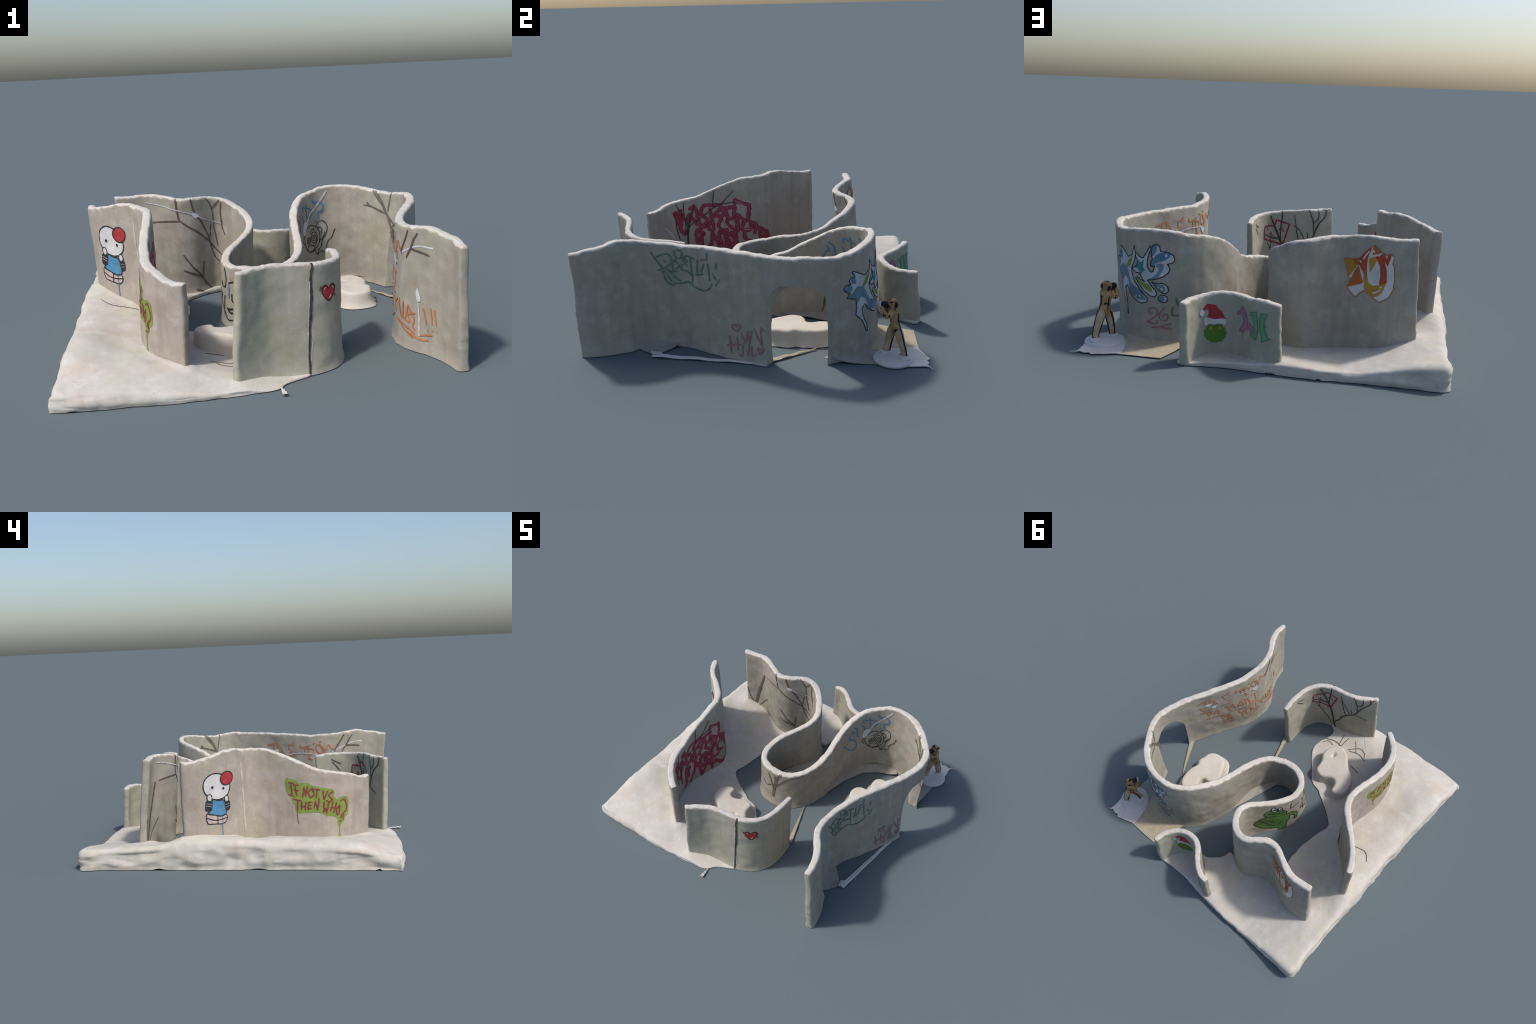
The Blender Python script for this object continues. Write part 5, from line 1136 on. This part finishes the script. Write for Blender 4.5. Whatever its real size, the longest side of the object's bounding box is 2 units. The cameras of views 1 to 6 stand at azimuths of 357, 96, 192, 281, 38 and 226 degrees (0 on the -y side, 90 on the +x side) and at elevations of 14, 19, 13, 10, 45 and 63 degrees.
# ---------------------------------------------------------------- figurine: a standing photographer on a disc
figurine = empty('figurine', (0.838, 0.808, 0.0), 'small standing figure in brown and black on a round base', 'figurine')
def skin_mat(name, a, b, dark, amount):
    m, nt, bs = new_mat(name, 0.7)
    co = nt.nodes.new('ShaderNodeTexCoord').outputs['Object']
    n1 = tex(nt, 'ShaderNodeTexNoise', 18, co, Detail=3.0); n2 = tex(nt, 'ShaderNodeTexNoise', 34, co, Detail=2.0)
    col = mix(nt, ramp(nt, n1.outputs['Fac'], 0.35, 0.65), a, b)
    col = mix(nt, ramp(nt, n2.outputs['Fac'], amount, amount + 0.03), col, dark)
    nt.links.new(col, bs.inputs['Base Color'])
    return m
BROWN = skin_mat('brown_cloth', (0.27, 0.155, 0.062), (0.43, 0.29, 0.15), (0.015, 0.015, 0.017), 0.62)
TROUSER = skin_mat('trouser_cloth', (0.33, 0.225, 0.125), (0.47, 0.365, 0.26), (0.015, 0.015, 0.017), 0.9)
BLACK, _, _b = new_mat('black_paint', 0.6); _b.inputs['Base Color'].default_value = (0.012, 0.012, 0.014, 1)
WHITE, _, _b = new_mat('white_paint', 0.6); _b.inputs['Base Color'].default_value = (0.55, 0.54, 0.55, 1)
def tube(name, path, radii, mat, sides=14, parent=figurine, flat=1.0, face=(0, 1)):
    """loft along a path; radii per control point; flat squeezes across the 'face' direction"""
    P = catmull(np.c_[np.array(path, float), np.array(radii, float)], 6)
    V = []; F = []; up = Vector((face[0], face[1], 0))
    n = len(P)
    for i in range(n):
        a = Vector(P[max(i - 1, 0), :3]); b = Vector(P[min(i + 1, n - 1), :3]); t = (b - a).normalized()
        x = up.cross(t)
        if x.length < 1e-3: x = Vector((1, 0, 0))
        x.normalize(); y = t.cross(x)
        for k in range(sides):
            an = 2 * math.pi * k / sides
            q = Vector(P[i, :3]) + x * math.cos(an) * P[i, 3] + y * math.sin(an) * P[i, 3] * flat
            V.append(q[:])
        if i:
            o = (i - 1) * sides
            for k in range(sides):
                F.append((o + k, o + (k + 1) % sides, o + sides + (k + 1) % sides, o + sides + k))
    for base, rev in ((0, True), ((n - 1) * sides, False)):
        f = [base + k for k in range(sides)]
        F.append(tuple(f[::-1] if rev else f))
    V = np.array(V); V = V + 0.0012 * np.stack([noise(V, 60, s) for s in (71, 72, 73)], -1)
    return mesh_object(name, V, F, mat, parent, True, 50)
def lathe(name, prof, centre, mat, parent, sides=48, wob=0.004):
    V = []; F = []
    for i, (r, z) in enumerate(prof):
        for k in range(sides):
            an = 2 * math.pi * k / sides
            rr = r * (1 + wob * 8 * math.sin(3 * an + 1) * 0.3)
            V.append((centre[0] + rr * math.cos(an), centre[1] + rr * math.sin(an), z))
        if i:
            o = (i - 1) * sides
            for k in range(sides):
                F.append((o + k, o + (k + 1) % sides, o + sides + (k + 1) % sides, o + sides + k))
    F.append(tuple((len(prof) - 1) * sides + k for k in range(sides)))
    return mesh_object(name, V, F, mat, parent, True, 40)
lathe('base_disc', [(0.104, 0.002), (0.107, 0.010), (0.104, 0.018), (0.094, 0.024), (0.075, 0.029), (0.05, 0.034), (0.025, 0.037), (0.003, 0.038)], (0.838, 0.808), PAPER, figurine)
for c in ((0.868,0.860),(0.810,0.772)):
    lathe('foot_mound', [(0.034,0.027),(0.030,0.037),(0.020,0.044),(0.004,0.047)], c, PAPER, figurine, 24)
F0 = (-0.45, -0.89)     # facing direction, towards the wall
tube('leg', [(0.868,0.858,0.035),(0.866,0.855,0.07),(0.858,0.842,0.115),(0.848,0.828,0.16),(0.838,0.815,0.185)], [0.017,0.018,0.020,0.024,0.024], TROUSER)
tube('leg', [(0.812,0.775,0.035),(0.812,0.776,0.07),(0.815,0.783,0.115),(0.822,0.793,0.16),(0.830,0.803,0.185)], [0.017,0.018,0.020,0.024,0.024], TROUSER)
tube('foot', [(0.872,0.868,0.040),(0.866,0.855,0.043),(0.858,0.838,0.039)], [0.009,0.012,0.008], BROWN, 12, figurine, 0.75)
tube('foot', [(0.816,0.785,0.042),(0.811,0.772,0.044),(0.802,0.752,0.039)], [0.010,0.013,0.008], BROWN, 12, figurine, 0.75)
tube('torso', [(0.836,0.812,0.165),(0.835,0.812,0.19),(0.832,0.806,0.22),(0.830,0.802,0.25),(0.828,0.800,0.275),(0.827,0.799,0.292)], [0.028,0.033,0.028,0.031,0.036,0.020], BROWN, 16, figurine, 0.8)
tube('head', [(0.828,0.801,0.280),(0.827,0.799,0.300),(0.826,0.796,0.320),(0.825,0.794,0.336),(0.824,0.793,0.342)], [0.016,0.023,0.026,0.018,0.004], BROWN, 16)
tube('arm', [(0.852,0.792,0.282),(0.862,0.772,0.258),(0.840,0.750,0.268),(0.815,0.742,0.293)], [0.014,0.016,0.014,0.011], BROWN, 12)
tube('arm', [(0.804,0.804,0.282),(0.786,0.790,0.258),(0.788,0.764,0.268),(0.803,0.745,0.293)], [0.014,0.016,0.014,0.011], BROWN, 12)
tube('camera', [(0.821,0.772,0.303),(0.813,0.755,0.303),(0.806,0.740,0.302)], [0.017,0.018,0.017], BLACK, 12)
tube('camera_lens', [(0.807,0.742,0.300),(0.803,0.733,0.299)], [0.019,0.018], WHITE, 14)
# black seams hug the limbs, black patches the hood and sleeves
def seam(path, side, lift, r=0.005):
    s = np.array(side, float) / np.linalg.norm(side)
    tube('cloth_seam', [(p[0] + s[0] * l, p[1] + s[1] * l, p[2]) for p, l in zip(path, lift)], [r * 0.7] + [r] * (len(path) - 2) + [r * 0.7], BLACK, 8)
LEG_B = [(0.868,0.858,0.045),(0.866,0.855,0.07),(0.858,0.842,0.115),(0.848,0.828,0.16),(0.838,0.815,0.19)]
LEG_F = [(0.812,0.775,0.045),(0.812,0.776,0.07),(0.815,0.783,0.115),(0.822,0.793,0.16),(0.830,0.803,0.185)]
BODY = [(0.835,0.812,0.19),(0.832,0.806,0.22),(0.830,0.802,0.25),(0.828,0.800,0.270)]
seam(LEG_B, (0.75, 0.66), (0.016, 0.017, 0.019, 0.023, 0.029))
seam(LEG_B, (-0.9, -0.2), (0.015, 0.016, 0.018, 0.019, 0.014), 0.006)
seam(LEG_F, (0.55, 0.8), (0.016, 0.017, 0.019, 0.020, 0.014))
seam(LEG_F, (-0.95, 0.3), (0.016, 0.017, 0.019, 0.023, 0.026))
seam(BODY, (0.65, 0.75), (0.029, 0.024, 0.027, 0.030))
seam(BODY, (-0.8, 0.5), (0.030, 0.025, 0.027, 0.030), 0.004)
tube('hood_patch', [(0.843,0.808,0.300),(0.846,0.811,0.315),(0.840,0.805,0.330)], [0.007, 0.010, 0.006], BLACK, 10)
tube('hood_patch', [(0.813,0.811,0.292),(0.809,0.810,0.308),(0.812,0.805,0.322)], [0.006, 0.010, 0.006], BLACK, 10)
tube('sleeve_patch', [(0.846,0.778,0.258),(0.838,0.762,0.262),(0.830,0.752,0.270)], [0.008, 0.012, 0.008], BLACK, 10)
tube('shoe', [(0.874,0.876,0.041),(0.870,0.864,0.043),(0.864,0.850,0.040)], [0.006, 0.010, 0.006], BLACK, 10)
